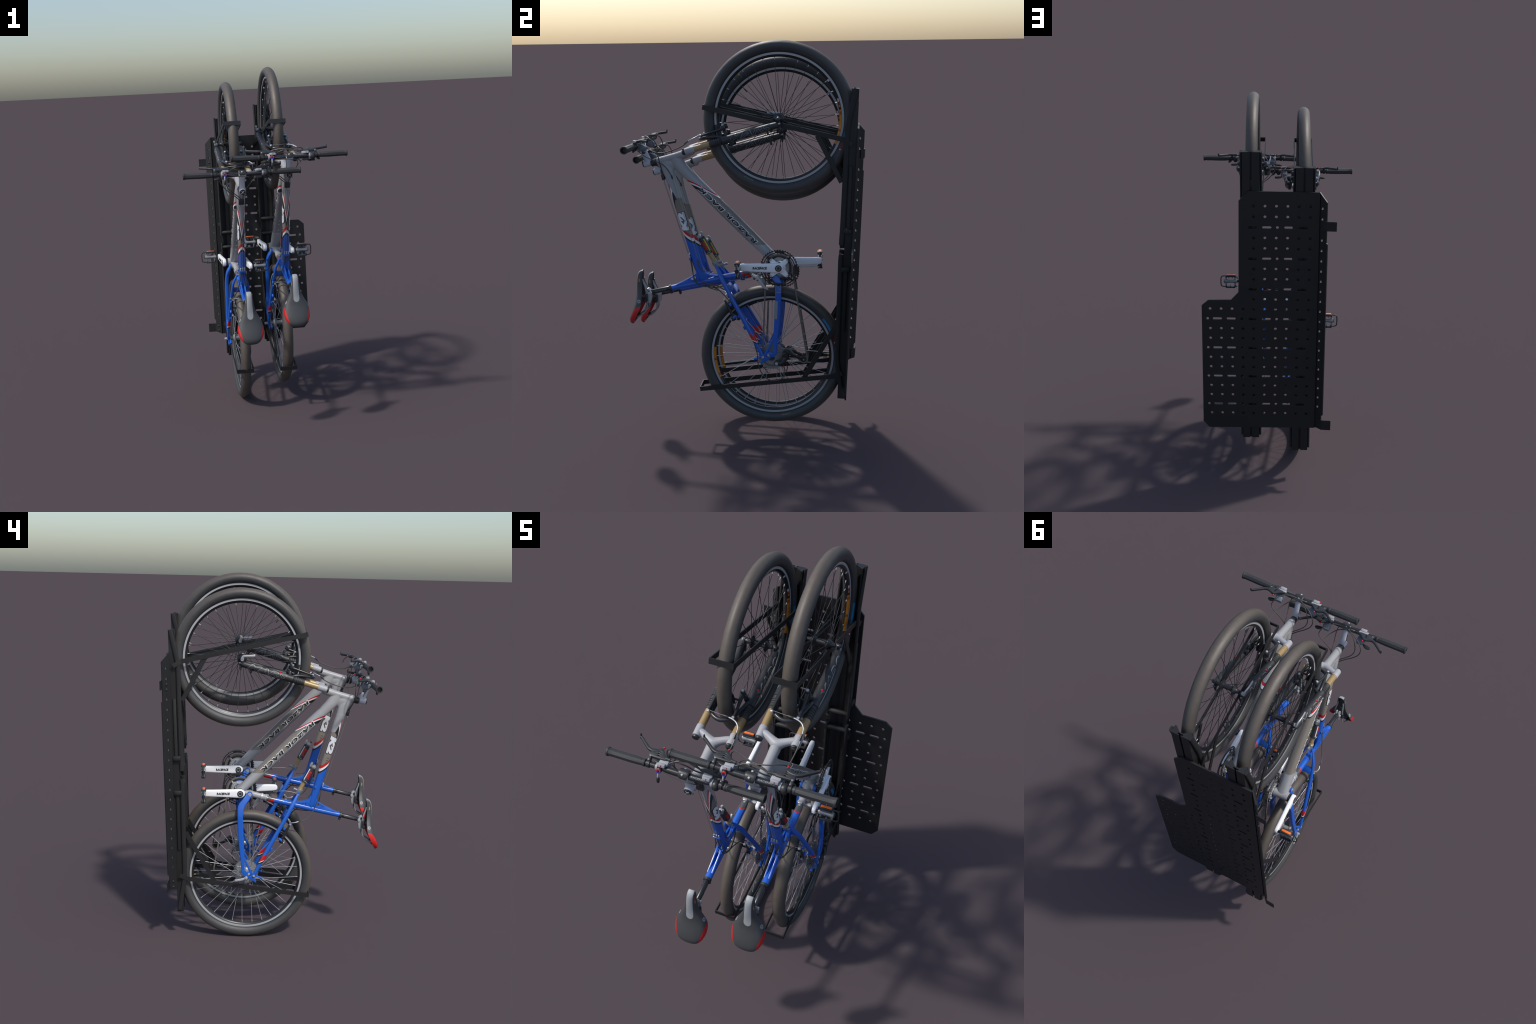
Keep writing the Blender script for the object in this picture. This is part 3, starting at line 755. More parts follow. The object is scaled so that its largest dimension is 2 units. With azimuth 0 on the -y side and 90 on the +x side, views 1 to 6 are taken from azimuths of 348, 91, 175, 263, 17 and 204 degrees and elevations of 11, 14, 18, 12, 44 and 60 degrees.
# ------------------------------------------------------------------ fork
FORK_DIR = Vector((0, 0.9620, 0.2732))
def fork_pt(s, x=0.0, off=0.0):
    """point on the leg axis; s = distance from the crown cap towards the axle, off across (towards the brake side)"""
    p = Vector((x, 0.2335, 1.4830)) + FORK_DIR * s
    return p + Vector((0, -0.2732, 0.9620)) * off
LEGX = 0.0700
def build_fork(bike):
    # crown: two clamp collars joined by a Y bridge to the steerer
    collars = both(turned([(0, 0.0135), (0.002, 0.0162), (0.030, 0.0170), (0.048, 0.0172), (0.050, 0.0160)], fork_pt(0.0, LEGX), fork_pt(0.05, LEGX), 28))
    bridge = tube([fork_pt(0.026, -LEGX), fork_pt(0.022, -0.052), fork_pt(0.010, -0.026, -0.003), fork_pt(-0.001, 0, -0.008), fork_pt(0.010, 0.026, -0.003), fork_pt(0.022, 0.052), fork_pt(0.026, LEGX)],
                  [0.0150, 0.0150, 0.0165, 0.0215, 0.0165, 0.0150, 0.0150], 24, 4)
    race = turned([(0, 0.0205), (0.006, 0.0215), (0.016, 0.0200), (0.022, 0.016)], (0, 0.2255, 1.4662), (0, 0.2470, 1.4722), 28)
    fork = add('fork', finish(join(collars, bridge, race), 45), bike, M['white'])
    caps = both(turned([(0, 0.0110), (0.001, 0.0135), (0.007, 0.0150), (0.010, 0.0150)], fork_pt(-0.010, LEGX), fork_pt(0.0, LEGX), 24))
    knob = rod(fork_pt(-0.014, LEGX), fork_pt(-0.006, LEGX), 0.0105, 12)
    blade = box(fork_pt(-0.004, LEGX, 0.0135), (0.012, 0.010, 0.008), Matrix.Rotation(radians(15.8), 3, 'X'), 0.002)
    add('crown_cap', finish(join(caps, knob, blade)), fork, M['black'])
    add('stanchion', finish(both(rod(fork_pt(0.045, LEGX), fork_pt(0.140, LEGX), 0.0153, 28, 0))), fork, M['bronze'])
    # ribbed dust boots
    prof = [(0.0, 0.0150), (0.001, 0.0175)]
    for k in range(5):
        t = 0.004 + 0.0105 * k
        prof += [(t, 0.0182 + 0.0003 * k), (t + 0.006, 0.0184 + 0.0003 * k), (t + 0.0078, 0.0166), (t + 0.0092, 0.0166)]
    prof += [(0.0600, 0.0192), (0.0620, 0.0150)]
    add('dust_boot', finish(both(turned(prof, fork_pt(0.126, LEGX), fork_pt(0.19, LEGX), 28)), 50), fork, M['rubber'])
    low = turned([(0, 0.0150), (0.001, 0.0198), (0.008, 0.0200), (0.012, 0.0192), (0.060, 0.0192), (0.200, 0.0185), (0.245, 0.0172), (0.268, 0.0155), (0.278, 0.0128), (0.282, 0.0080)],
                 fork_pt(0.188, LEGX), fork_pt(0.47, LEGX), 32)
    # drop-out lug reaching to the axle
    lug = plate_yz([(0.664, 1.602), (0.671, 1.622), (0.674, 1.638), (0.682, 1.644), (0.690, 1.638), (0.693, 1.618), (0.697, 1.600), (0.693, 1.578), (0.687, 1.574), (0.684, 1.590)], 0.0610, 0.0680)
    tab = rod(fork_pt(0.408, LEGX, -0.016), fork_pt(0.410, LEGX, -0.033), 0.0050, 12)
    boss = rod(fork_pt(0.208, LEGX - 0.016, 0.008), fork_pt(0.213, LEGX - 0.022, 0.037), 0.0095, 16)
    add('lower_leg', finish(both(join(low, lug, tab, boss, rod(fork_pt(0.468, LEGX), fork_pt(0.478, LEGX), 0.0066, 14))), 45), fork, M['fork_black'])
    foot = join(box(fork_pt(0.474, LEGX + 0.004, 0.0035), (0.012, 0.011, 0.0075), Matrix.Rotation(radians(15.8), 3, 'X'), 0.002), rod(fork_pt(0.476, -LEGX, 0.001), fork_pt(0.481, -LEGX, 0.001), 0.0036, 10))
    add('leg_bolt', finish(foot), fork, M['alloy'])
    # arch that joins the lower legs round the tyre
    arch = [(-LEGX + 0.006, 0.417, 1.549), (-0.062, 0.392, 1.553), (-0.052, 0.345, 1.549), (-0.038, 0.3125, 1.543), (0.0, 0.298, 1.538)]
    arch = arch + [(-x, y, z) for x, y, z in arch[-2::-1]]
    add('fork_arch', finish(tube(arch, [0.0095, 0.0085, 0.0080, 0.0085, 0.0090, 0.0085, 0.0080, 0.0085, 0.0095], 16, 5)), fork, M['gloss_black'])
    # axle ends
    q = HUBS[0]
    lev = join(rod(q + Vector((-0.068, 0, 0)), q + Vector((-0.082, 0, 0)), 0.0092, 18), loft([(q.y, q.z, 0.0085, 0.0045, -0.080), (q.y - 0.004, q.z + 0.014, 0.0070, 0.0040, -0.083), (q.y - 0.016, q.z + 0.0185, 0.0058, 0.0035, -0.086),
               (q.y - 0.040, q.z + 0.0200, 0.0055, 0.0032, -0.088), (q.y - 0.064, q.z + 0.0215, 0.0060, 0.0030, -0.088), (q.y - 0.066, q.z + 0.0216, 0.004, 0.002, -0.088)], 14, 3.0, up=3))
    add('quick_release', finish(lev, 40), fork, M['alloy'])
    add('axle_nut', finish(turned([(0, 0.0085), (0.006, 0.0105), (0.012, 0.0095), (0.016, 0.0050)], q + Vector((0.066, 0, 0)), q + Vector((0.085, 0, 0)), 20)), fork, M['gloss_black'])
    # leg lettering
    nrm = Vector((0, -0.2732, 0.9620))
    def on_leg(side):
        def place(u, v, lift):
            s = u if side > 0 else -u
            c = fork_pt(0.330 + s, 0) + nrm * (v + 0.0005)
            x = LEGX + 0.0188 * sqrt(max(0.02, 1 - ((v + 0.0005) / 0.0190) ** 2))
            return Vector((side * (x + 0.0003 + lift), c.y, c.z))
        return place
    for side in (1, -1):
        add('lettering', finish(lettering('MARS', on_leg(side), 0.214, 0.0310, 0.0004, 0.040, 0.35, cuts=0.005), 30), fork, M['letter_silver'])
        add('lettering', finish(lettering('MARS', on_leg(side), 0.209, 0.0275, 0.0010, 0.012, 0.35, cuts=0.005), 30), fork, M['fork_black'])
    crest = [fork_pt(0.250, LEGX - 0.003, 0.0195) + Vector((dx, dy, dy * 0.284)) for dx, dy in ((0, 0),)]
    emb = rod(fork_pt(0.262, LEGX + 0.010, 0.0155), fork_pt(0.262, LEGX + 0.0106, 0.0168), 0.0050, 14)
    add('leg_emblem', finish(both(emb)), fork, M['letter_red'])
    return fork

# ------------------------------------------------------------------ rim brakes (a lever pair, pads, noodle)
def brake_set(parent, piv, tip, x0, x1, rim_mid, up, noodle, wire_y):
    """piv/tip: (y, z) of the arm pivot and top; x0/x1 lateral there; rim_mid: pad position (y, z)"""
    mid = ((piv[0] + tip[0]) / 2, (piv[1] + tip[1]) / 2)
    def P(t, x, off=0.0):
        dy, dz = tip[0] - piv[0], tip[1] - piv[1]; l = hypot(dy, dz)
        return Vector((x, piv[0] + dy * t + up[0] * off, piv[1] + dz * t + up[1] * off))
    arm = tube([P(0, -x0), P(0.25, -x0 - 0.002), P(0.6, (-x0 - x1) / 2 - 0.002), P(1.0, -x1)], [0.0085, 0.0070, 0.0058, 0.0050], 12, 4)
    head = rod(P(-0.05, -x0, -0.008), P(-0.05, -x0, 0.014), 0.0095, 16)
    a = add('rim_brake', finish(both(join(arm, head)), 45), parent, M['gloss_black'])
    bolts = both(join(rod(P(-0.05, -x0, 0.013), P(-0.05, -x0, 0.020), 0.0062, 14), rod(P(1.0, -x1 - 0.004), P(1.0, -x1 + 0.006, 0.003), 0.0058, 12)))
    add('brake_bolt', finish(bolts), a, M['alloy'])
    d = Vector((0, tip[0] - piv[0], tip[1] - piv[1])).normalized()
    pc = Vector((0, *rim_mid))
    tang = Vector((0, *up)).cross(Vector((1, 0, 0))); tang = Vector((0, up[0], up[1]))
    pad = both(join(tube([pc + Vector((-0.0185, 0, 0)) - tang * 0.030, pc + Vector((-0.0185, 0, 0)), pc + Vector((-0.0185, 0, 0)) + tang * 0.026], [0.0045, 0.0058, 0.0045], 10, 3),
                    rod(pc + Vector((-0.020, 0, 0)), pc + Vector((-0.046, 0, 0)), 0.0042, 10)))
    add('brake_pad', finish(pad), a, M['black'])
    return a

def build_brakes(bike, fork, arm):
    f = brake_set(fork, (0.4130, 1.5900), (0.3090, 1.5560), 0.0460, 0.0520, (0.385, 1.582), (-0.284, 0.959), None, 0)
    tan = [(-0.047, 0.310, 1.560), (-0.012, 0.306, 1.560), (0.020, 0.303, 1.560), (0.050, 0.299, 1.559), (0.072, 0.291, 1.554), (0.086, 0.274, 1.546), (0.089, 0.255, 1.537)]
    add('brake_noodle', finish(tube(tan[2:], 0.0029, 10, 5)), f, M['alloy'])
    add('brake_wire', finish(tube(tan[:3], 0.0010, 8, 3)), f, M['wire'])
    add('noodle_boot', finish(tube([(0.012, 0.304, 1.560), (0.030, 0.302, 1.560), (0.050, 0.305, 1.556)], [0.0040, 0.0050, 0.0040], 10, 3)), f, M['black'])
    r = brake_set(arm, (0.4500, 0.6480), (0.4060, 0.7400), 0.0480, 0.0500, (0.438, 0.684), (-0.88, -0.45), None, 0)
    nd = [(0.045, 0.402, 0.744), (0.015, 0.401, 0.747), (-0.010, 0.401, 0.748), (-0.034, 0.402, 0.748), (-0.056, 0.398, 0.751), (-0.066, 0.380, 0.756), (-0.062, 0.360, 0.760)]
    add('brake_noodle', finish(tube(nd[2:], 0.0029, 10, 5)), r, M['alloy'])
    add('brake_wire', finish(tube(nd[:3], 0.0010, 8, 3)), r, M['wire'])
    return nd[-1], tan[-1]

# ------------------------------------------------------------------ handlebar
BAR = Vector((0, -0.001, 1.5125))
def build_cockpit(bike):
    bar = tube([(-0.300, -0.0015, 1.5175), (-0.16, -0.0010, 1.5160), (-0.10, -0.0010, 1.5140), (-0.04, -0.0010, 1.5125), (0.04, -0.0010, 1.5125), (0.10, -0.0010, 1.5140), (0.16, -0.0010, 1.5160), (0.300, -0.0015, 1.5175)],
               [0.0105, 0.0105, 0.0112, 0.0128, 0.0128, 0.0112, 0.0105, 0.0105], 20, 3)
    hb = add('handlebar', finish(bar), bike, M['gloss_black'])
    # stem: steerer clamp, neck, face plate
    st = join(rod((0, 0.0140, 1.4155), (0, 0.0500, 1.4235), 0.0178, 28, 0.003),
              loft([(0.036, 1.424, 0.0175, 0.0165), (0.0295, 1.444, 0.0160, 0.0150), (0.0210, 1.466, 0.0155, 0.0140), (0.0105, 1.488, 0.0165, 0.0150), (0.0040, 1.500, 0.0175, 0.0190), (0.0010, 1.511, 0.0170, 0.0200)], 28, 2.6, up=3),
              rod((-0.0195, BAR.y, BAR.z), (0.0195, BAR.y, BAR.z), 0.0168, 28))
    bolts = both(join(rod((0.012, 0.022, 1.402), (0.0185, 0.022, 1.4015), 0.0030, 10), rod((0.012, 0.040, 1.4060), (0.0185, 0.040, 1.4055), 0.0030, 10)))
    add('stem', finish(st, 42), hb, M['stem'])
    add('stem_bolt', finish(bolts), hb, M['steel'])
    # round cap on the steerer: dark disc with four spokes
    cap = join(turned([(0, 0.0150), (0.002, 0.0160), (0.0055, 0.0150), (0.0060, 0.0128)], (0, 0.0150, 1.4158), (0, 0.0080, 1.4142), 28))
    add('stem_cap', finish(cap), hb, M['black'])
    cross = []
    for k in range(4):
        t = radians(45 + 90 * k); e1 = Vector((cos(t), -sin(t) * 0.217, sin(t) * 0.976))
        c = Vector((0, 0.0090, 1.4143))
        cross.append(rod(c + e1 * 0.0035, c + e1 * 0.0115, 0.0012, 6))
    cross.append(rod((0, 0.0100, 1.4145), (0, 0.0073, 1.4139), 0.0034, 12))
    add('cap_star', finish(join(*cross)), hb, M['alloy'])
    fp = loft([(-0.0175, 1.5085, 0.003, 0.015), (-0.0165, 1.5185, 0.004, 0.019), (-0.0085, 1.5290, 0.004, 0.0215), (0.0035, 1.5312, 0.004, 0.0215), (0.0130, 1.5255, 0.004, 0.019), (0.0165, 1.5165, 0.003, 0.015)], 16, 3.5, up=2)
    add('stem_faceplate', finish(fp, 40), hb, M['black'])
    fb = [rod((x, y, z), (x, y - 0.002, z + 0.0075), 0.0042, 12) for x, y, z in ((-0.002, 0.0145, 1.5260), (-0.002, -0.0155, 1.5225))]
    add('faceplate_bolt', finish(join(*fb)), hb, M['bright'])
    sp = turned([(0, 0.0208), (0.004, 0.0205), (0.014, 0.0182), (0.026, 0.0172), (0.030, 0.0172)], (0, 0.0815, 1.4262), (0, 0.0520, 1.4180), 28)
    add('headset_spacer', finish(sp), hb, M['black'])
    # grips: faceted, slightly waisted, with a flanged open end
    rings = []
    for x, r, f in ((0.1560, 0.0130, 0.0), (0.1580, 0.0138, 0.0), (0.1640, 0.0138, 0.2), (0.1660, 0.0128, 0.3), (0.185, 0.0142, 0.8), (0.215, 0.0150, 1.0), (0.250, 0.0148, 1.0), (0.285, 0.0146, 1.0), (0.300, 0.0150, 0.8), (0.3045, 0.0158, 0.5), (0.3060, 0.0170, 0.3), (0.3115, 0.0170, 0.2), (0.3130, 0.0158, 0.2)):
        t = (x - 0.156) / 0.157
        c = Vector((x, -0.0010 - 0.0012 * t, 1.5160 + 0.0020 * t)); ring = []
        for j in range(32):
            a = 2 * pi * j / 32
            face = cos(pi / 8) / cos(((a + pi / 8) % (pi / 4)) - pi / 8)
            rr = r * 1.07 * (1 + f * (face - 0.97))
            ring.append(c + Vector((0, cos(a), sin(a))) * rr)
        rings.append(ring)
    rings.append([Vector((0.3130, -0.0022, 1.5180)) + Vector((0, cos(2 * pi * j / 32), sin(2 * pi * j / 32))) * 0.0125 for j in range(32)])
    rings.append([Vector((0.2860, -0.0021, 1.5178)) + Vector((0, cos(2 * pi * j / 32), sin(2 * pi * j / 32))) * 0.0120 for j in range(32)])
    g = rings_to_bm(rings)
    gm = finish(g, 25); gm.materials.append(M['rubber'])
    add('grip', gm, hb)
    add('grip', finish(mirror(bmesh_from(gm)), 25), hb, M['rubber'])
    plug = both(rod((0.2855, -0.002, 1.5177), (0.2880, -0.002, 1.5178), 0.0119, 20))
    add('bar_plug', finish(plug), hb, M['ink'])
    # brake levers
    def lever():
        clamp = join(turned([(0, 0.0125), (0.001, 0.0142), (0.013, 0.0142), (0.014, 0.0125)], (0.137, -0.001, 1.5155), (0.151, -0.001, 1.5158), 24),
                     box((0.144, 0.010, 1.5300), (0.012, 0.020, 0.016), Matrix.Rotation(radians(20), 3, 'X'), 0.003))
        fan = sheet([[(0.151, 0.018), (0.136, 0.0145), (0.110, 0.0145), (0.086, 0.0150), (0.078, 0.018), (0.078, 0.028), (0.088, 0.033), (0.102, 0.047), (0.110, 0.0575), (0.120, 0.0570), (0.138, 0.0440), (0.151, 0.033)],
                     slot2(0.1100, 0.1190, 0.0250, 0.0016, 4), slot2(0.1120, 0.1210, 0.0330, 0.0016, 4), slot2(0.1130, 0.1220, 0.0410, 0.0016, 4)],
                    0.012, lambda u, v, w: (u, v, 1.5370 + 0.22 * (v - 0.012) + w), 0.002)
        barrel = join(rod((0.088, 0.0245, 1.5405), (0.066, 0.0230, 1.5395), 0.0062, 14), rod((0.066, 0.0230, 1.5395), (0.052, 0.0225, 1.5390), 0.0042, 12))
        blade = loft_xy([(0.116, 0.0500, 0.0085), (0.134, 0.0430, 0.0080), (0.150, 0.0405, 0.0068), (0.166, 0.0455, 0.0060), (0.182, 0.0580, 0.0055), (0.197, 0.0700, 0.0052), (0.2100, 0.0810, 0.0050), (0.2200, 0.0865, 0.0045)], lambda x, y: 1.5440 + (x - 0.116) * 0.045, 0.0062)
        hook = tube([(0.2185, 0.0862, 1.5480), (0.2195, 0.0880, 1.5560), (0.2195, 0.0890, 1.5635)], [0.0046, 0.0040, 0.0026], 10, 3)
        return join(clamp, fan, barrel, blade, hook)
    lv = finish(lever(), 35); lv.materials.append(M['black'])
    add('brake_lever', lv, hb); add('brake_lever', finish(mirror(bmesh_from(lv)), 35), hb, M['black'])
    pin = both(join(rod((0.144, 0.019, 1.5370), (0.144, 0.0185, 1.5440), 0.0045, 12), rod((0.128, 0.043, 1.5385), (0.128, 0.043, 1.535), 0.0040, 10)))
    add('lever_bolt', finish(pin), hb, M['alloy'])
    dot = bmesh.new(); bmesh.ops.create_uvsphere(dot, u_segments=14, v_segments=10, radius=0.0043); bmesh.ops.translate(dot, vec=(0.1110, 0.0640, 1.5490), verts=dot.verts)
    add('adjuster_dot', finish(both(dot)), hb, M['letter_red'])
    # gear shifters: clamp band, indicator box, underslung pod and thumb paddle
    band = turned([(0, 0.0120), (0.001, 0.0142), (0.009, 0.0142), (0.010, 0.0120)], (0.1040, -0.001, 1.5145), (0.1140, -0.001, 1.5148), 24)
    ind = join(box((0.0890, -0.0055, 1.5325), (0.030, 0.014, 0.013), Matrix.Rotation(radians(-12), 3, 'X'), 0.002), box((0.0870, 0.010, 1.5300), (0.036, 0.020, 0.012), Matrix.Rotation(radians(10), 3, 'X'), 0.003))
    sh = finish(both(join(band, ind)), 35)
    add('shifter', sh, hb, M['shifter'])
    line = both(box((0.0890, -0.0122, 1.5345), (0.0022, 0.0030, 0.0070), Matrix.Rotation(radians(-12), 3, 'X'), 0.0003))
    add('gear_mark', finish(line), hb, M['letter_red'])
    pod = both(join(loft([(0.008, 1.5130, 0.010, 0.0150, 0.090), (0.020, 1.5075, 0.0155, 0.0190, 0.092), (0.036, 1.5020, 0.0170, 0.0200, 0.092), (0.050, 1.4980, 0.0120, 0.0160, 0.090)], 18, 3.2, up=3)))
    add('shifter_pod', finish(pod, 40), hb, M['pod'])
    pad = both(join(loft_xy([(0.112, 0.040, 0.004), (0.122, 0.044, 0.0085), (0.136, 0.047, 0.0090), (0.147, 0.046, 0.0040)], lambda x, y: 1.4870, 0.0055),
                    tube([(0.100, 0.036, 1.494), (0.110, 0.040, 1.488), (0.120, 0.043, 1.487)], 0.0042, 8, 3)))
    add('thumb_paddle', finish(pad, 40), hb, M['black'])
    # round remote lock-out on the left of the bar
    ringm = turned([(0, 0.0065), (0.0005, 0.0095), (0.003, 0.0103), (0.005, 0.0095), (0.005, 0.0065)], (-0.094, -0.0200, 1.5160), (-0.094, -0.0270, 1.5173), 28)
    add('lockout_ring', finish(ringm), hb, M['ring'])
    core = join(rod((-0.094, -0.006, 1.5135), (-0.094, -0.0215, 1.5163), 0.0108, 22), rod((-0.094, -0.0215, 1.5163), (-0.094, -0.0250, 1.5169), 0.0062, 18),
                tube([(-0.0955, -0.026, 1.488), (-0.0960, -0.028, 1.476), (-0.0960, -0.028, 1.464)], [0.0050, 0.0068, 0.0040], 12, 3))
    add('lockout_body', finish(core), hb, M['black'])
    add('lockout_lever', finish(tube([(-0.0945, -0.022, 1.508), (-0.0953, -0.026, 1.496), (-0.0955, -0.0265, 1.486)], [0.0042, 0.0038, 0.0036], 10, 3)), hb, M['shifter'])
    blob = turned([(0, 0.0130), (0.002, 0.0180), (0.010, 0.0205), (0.018, 0.0185), (0.022, 0.0135)], (0.1145, -0.003, 1.5105), (0.1365, -0.003, 1.5110), 24)
    add('shifter_drum', finish(blob, 40), hb, M['black'])
    # bell-shaped bracket under the right end
    hang = tube([(0.150, 0.0, 1.503), (0.158, 0.004, 1.497), (0.166, 0.004, 1.493)], [0.006, 0.007, 0.004], 10, 2)
    add('lever_band', finish(hang), hb, M['black'])
    add('lettering', finish(lettering('RACEFACE', lambda u, v, l: (0.060 + u, -0.0010 - (0.0120 + l) * cos(v / 0.0122 + 0.9), 1.5130 + (0.0120 + l) * sin(v / 0.0122 + 0.9)), 0.062, 0.0065, 0.0006), 30), hb, M['letter_silver'])
    def on_stem(u, v, l):
        c = Vector((0, 0.0235, 1.461)) + Vector((0, -0.42, 0.907)) * u + Vector((0, 0.907, 0.42)) * v
        return Vector((-0.0145 - l, c.y, c.z))
    add('lettering', finish(lettering('RACEFACE', on_stem, 0.040, 0.007, 0.0006, 0.02), 30), hb, M['ink'])
    return hb

def bmesh_from(me):
    bm = bmesh.new(); bm.from_mesh(me); return bm

def loft_xy(st, zf, h):
    """flat bar in the x-y plane: stations (x, y, half width), height function zf, half thickness h"""
    rings = []
    S = spline(st, 3)
    for i, s in enumerate(S):
        a, b = S[max(0, i - 1)], S[min(len(S) - 1, i + 1)]
        tx, ty = b[0] - a[0], b[1] - a[1]; l = hypot(tx, ty) or 1
        nx, ny = -ty / l, tx / l; z = zf(s[0], s[1]); ring = []
        for j in range(16):
            t = 2 * pi * j / 16; c, q = cos(t), sin(t)
            w = s[2] * math.copysign(abs(c) ** 0.6, c); k = h * math.copysign(abs(q) ** 0.6, q)
            ring.append((s[0] + nx * w, s[1] + ny * w, z + k))
        rings.append(ring)
    return rings_to_bm(rings)

# ------------------------------------------------------------------ cables
def build_cables(bike, front_end, rear_end):
    hb = None
    runs = [
        # front brake: noodle -> under the bar -> left lever barrel
        ([front_end, (0.090, 0.232, 1.517), (0.088, 0.196, 1.499), (0.084, 0.143, 1.482), (0.079, 0.109, 1.479), (0.071, 0.078, 1.484), (0.054, 0.050, 1.497), (0.028, 0.032, 1.514), (-0.006, 0.028, 1.530), (-0.052, 0.0225, 1.5390)], 0.0026),
        # right lever barrel -> big loop on the left -> port block
        ([(0.052, 0.0225, 1.5390), (0.020, 0.025, 1.548), (-0.012, 0.034, 1.552), (-0.037, 0.045, 1.553), (-0.065, 0.058, 1.550), (-0.098, 0.076, 1.538), (-0.116, 0.086, 1.505), (-0.108, 0.088, 1.462), (-0.080, 0.090, 1.424), (-0.045, 0.096, 1.395), (-0.010, 0.105, 1.364)], 0.0026),
        # right shifter -> loop -> port block
        ([(0.070, 0.014, 1.5300), (0.046, 0.026, 1.541), (0.019, 0.034, 1.547), (-0.022, 0.041, 1.548), (-0.051, 0.049, 1.535), (-0.073, 0.063, 1.502), (-0.081, 0.072, 1.463), (-0.073, 0.082, 1.435), (-0.050, 0.091, 1.411), (-0.020, 0.100, 1.386), (0.000, 0.106, 1.364)], 0.0024),
        # left shifter -> loop on the right -> port block
        ([(-0.070, 0.014, 1.5300), (-0.040, 0.024, 1.543), (0.006, 0.031, 1.552), (0.048, 0.040, 1.556), (0.076, 0.058, 1.553), (0.096, 0.082, 1.535), (0.105, 0.093, 1.508), (0.088, 0.100, 1.486), (0.060, 0.100, 1.459), (0.030, 0.100, 1.420), (0.012, 0.105, 1.380), (0.010, 0.106, 1.364)], 0.0024),
        # remote lock-out wire along the bar front and down to the fork/shock side
        ([(-0.082, -0.018, 1.5160), (-0.045, -0.021, 1.5085), (0.000, -0.0215, 1.5020), (0.032, -0.017, 1.4980), (0.046, 0.002, 1.4800), (0.043, 0.035, 1.4550), (0.034, 0.070, 1.4370), (0.0285, 0.106, 1.4200), (0.0255, 0.130, 1.3990), (0.0245, 0.150, 1.3690), (0.0240, 0.158, 1.3510)], 0.0020),
        # rear brake: stop -> left sweep -> noodle
        ([(-0.0105, 0.230, 0.945), (-0.0115, 0.240, 0.915), (-0.018, 0.252, 0.875), (-0.030, 0.272, 0.826), (-0.048, 0.305, 0.782), (-0.060, 0.335, 0.765), rear_end], 0.0026),
        # gear housings: stops -> round the tube foot -> guide under the seat tube
        ([(0.000, 0.230, 0.945), (0.002, 0.238, 0.905), (0.008, 0.243, 0.860), (0.016, 0.252, 0.826), (0.023, 0.290, 0.803), (0.023, 0.330, 0.803), (0.014, 0.380, 0.812), (0.006, 0.398, 0.822)], 0.0025),
        ([(0.0105, 0.230, 0.945), (0.015, 0.238, 0.905), (0.022, 0.246, 0.862), (0.031, 0.262, 0.834), (0.040, 0.310, 0.826), (0.048, 0.360, 0.806), (0.050, 0.395, 0.775), (0.048, 0.428, 0.737)], 0.0025),
        # shock remote: clip -> lower eye
        ([(0.0205, 0.272, 0.942), (0.022, 0.278, 0.905), (0.020, 0.305, 0.880), (0.014, 0.345, 0.879)], 0.0022),
        # rear derailleur loop
        ([(0.066, 0.5530, 0.5180), (0.064, 0.566, 0.470), (0.062, 0.572, 0.405), (0.062, 0.596, 0.350), (0.062, 0.640, 0.322), (0.062, 0.690, 0.336), (0.064, 0.706, 0.375), (0.066, 0.698, 0.410)], 0.0025),
    ]
    cab = None
    for pts, r in runs:
        ob = add('cable', finish(tube(pts, r, 9, 6)), bike, M['cable'])
        cab = cab or ob
    wires = [((x, 0.1115, 1.329), (x, yy, 0.963)) for x, yy in ((-0.0105, 0.2215), (0, 0.2205), (0.0105, 0.2215))]
    add('bare_wire', finish(join(*[rod(a, b, 0.0009, 6, 0) for a, b in wires], rod((0.0240, 0.159, 1.346), (0.0200, 0.268, 0.950), 0.0009, 6, 0),
        tube([(0.004, 0.405, 0.824), (0.006, 0.47, 0.835), (0.012, 0.572, 0.851)], 0.0009, 6, 3), tube([(0, 0.370, 0.905), (0, 0.43, 0.916), (0, 0.50, 0.912)], 0.0009, 6, 3))), bike, M['wire'])
    add('cable_sleeve', finish(join(tube([(0.088, 0.252, 1.535), (0.086, 0.235, 1.523)], 0.0036, 9, 1), tube([rear_end, (-0.061, 0.343, 0.7625)], 0.0036, 9, 1), rod((0.0242, 0.1545, 1.362), (0.0240, 0.159, 1.345), 0.0036, 9))), bike, M['black'])

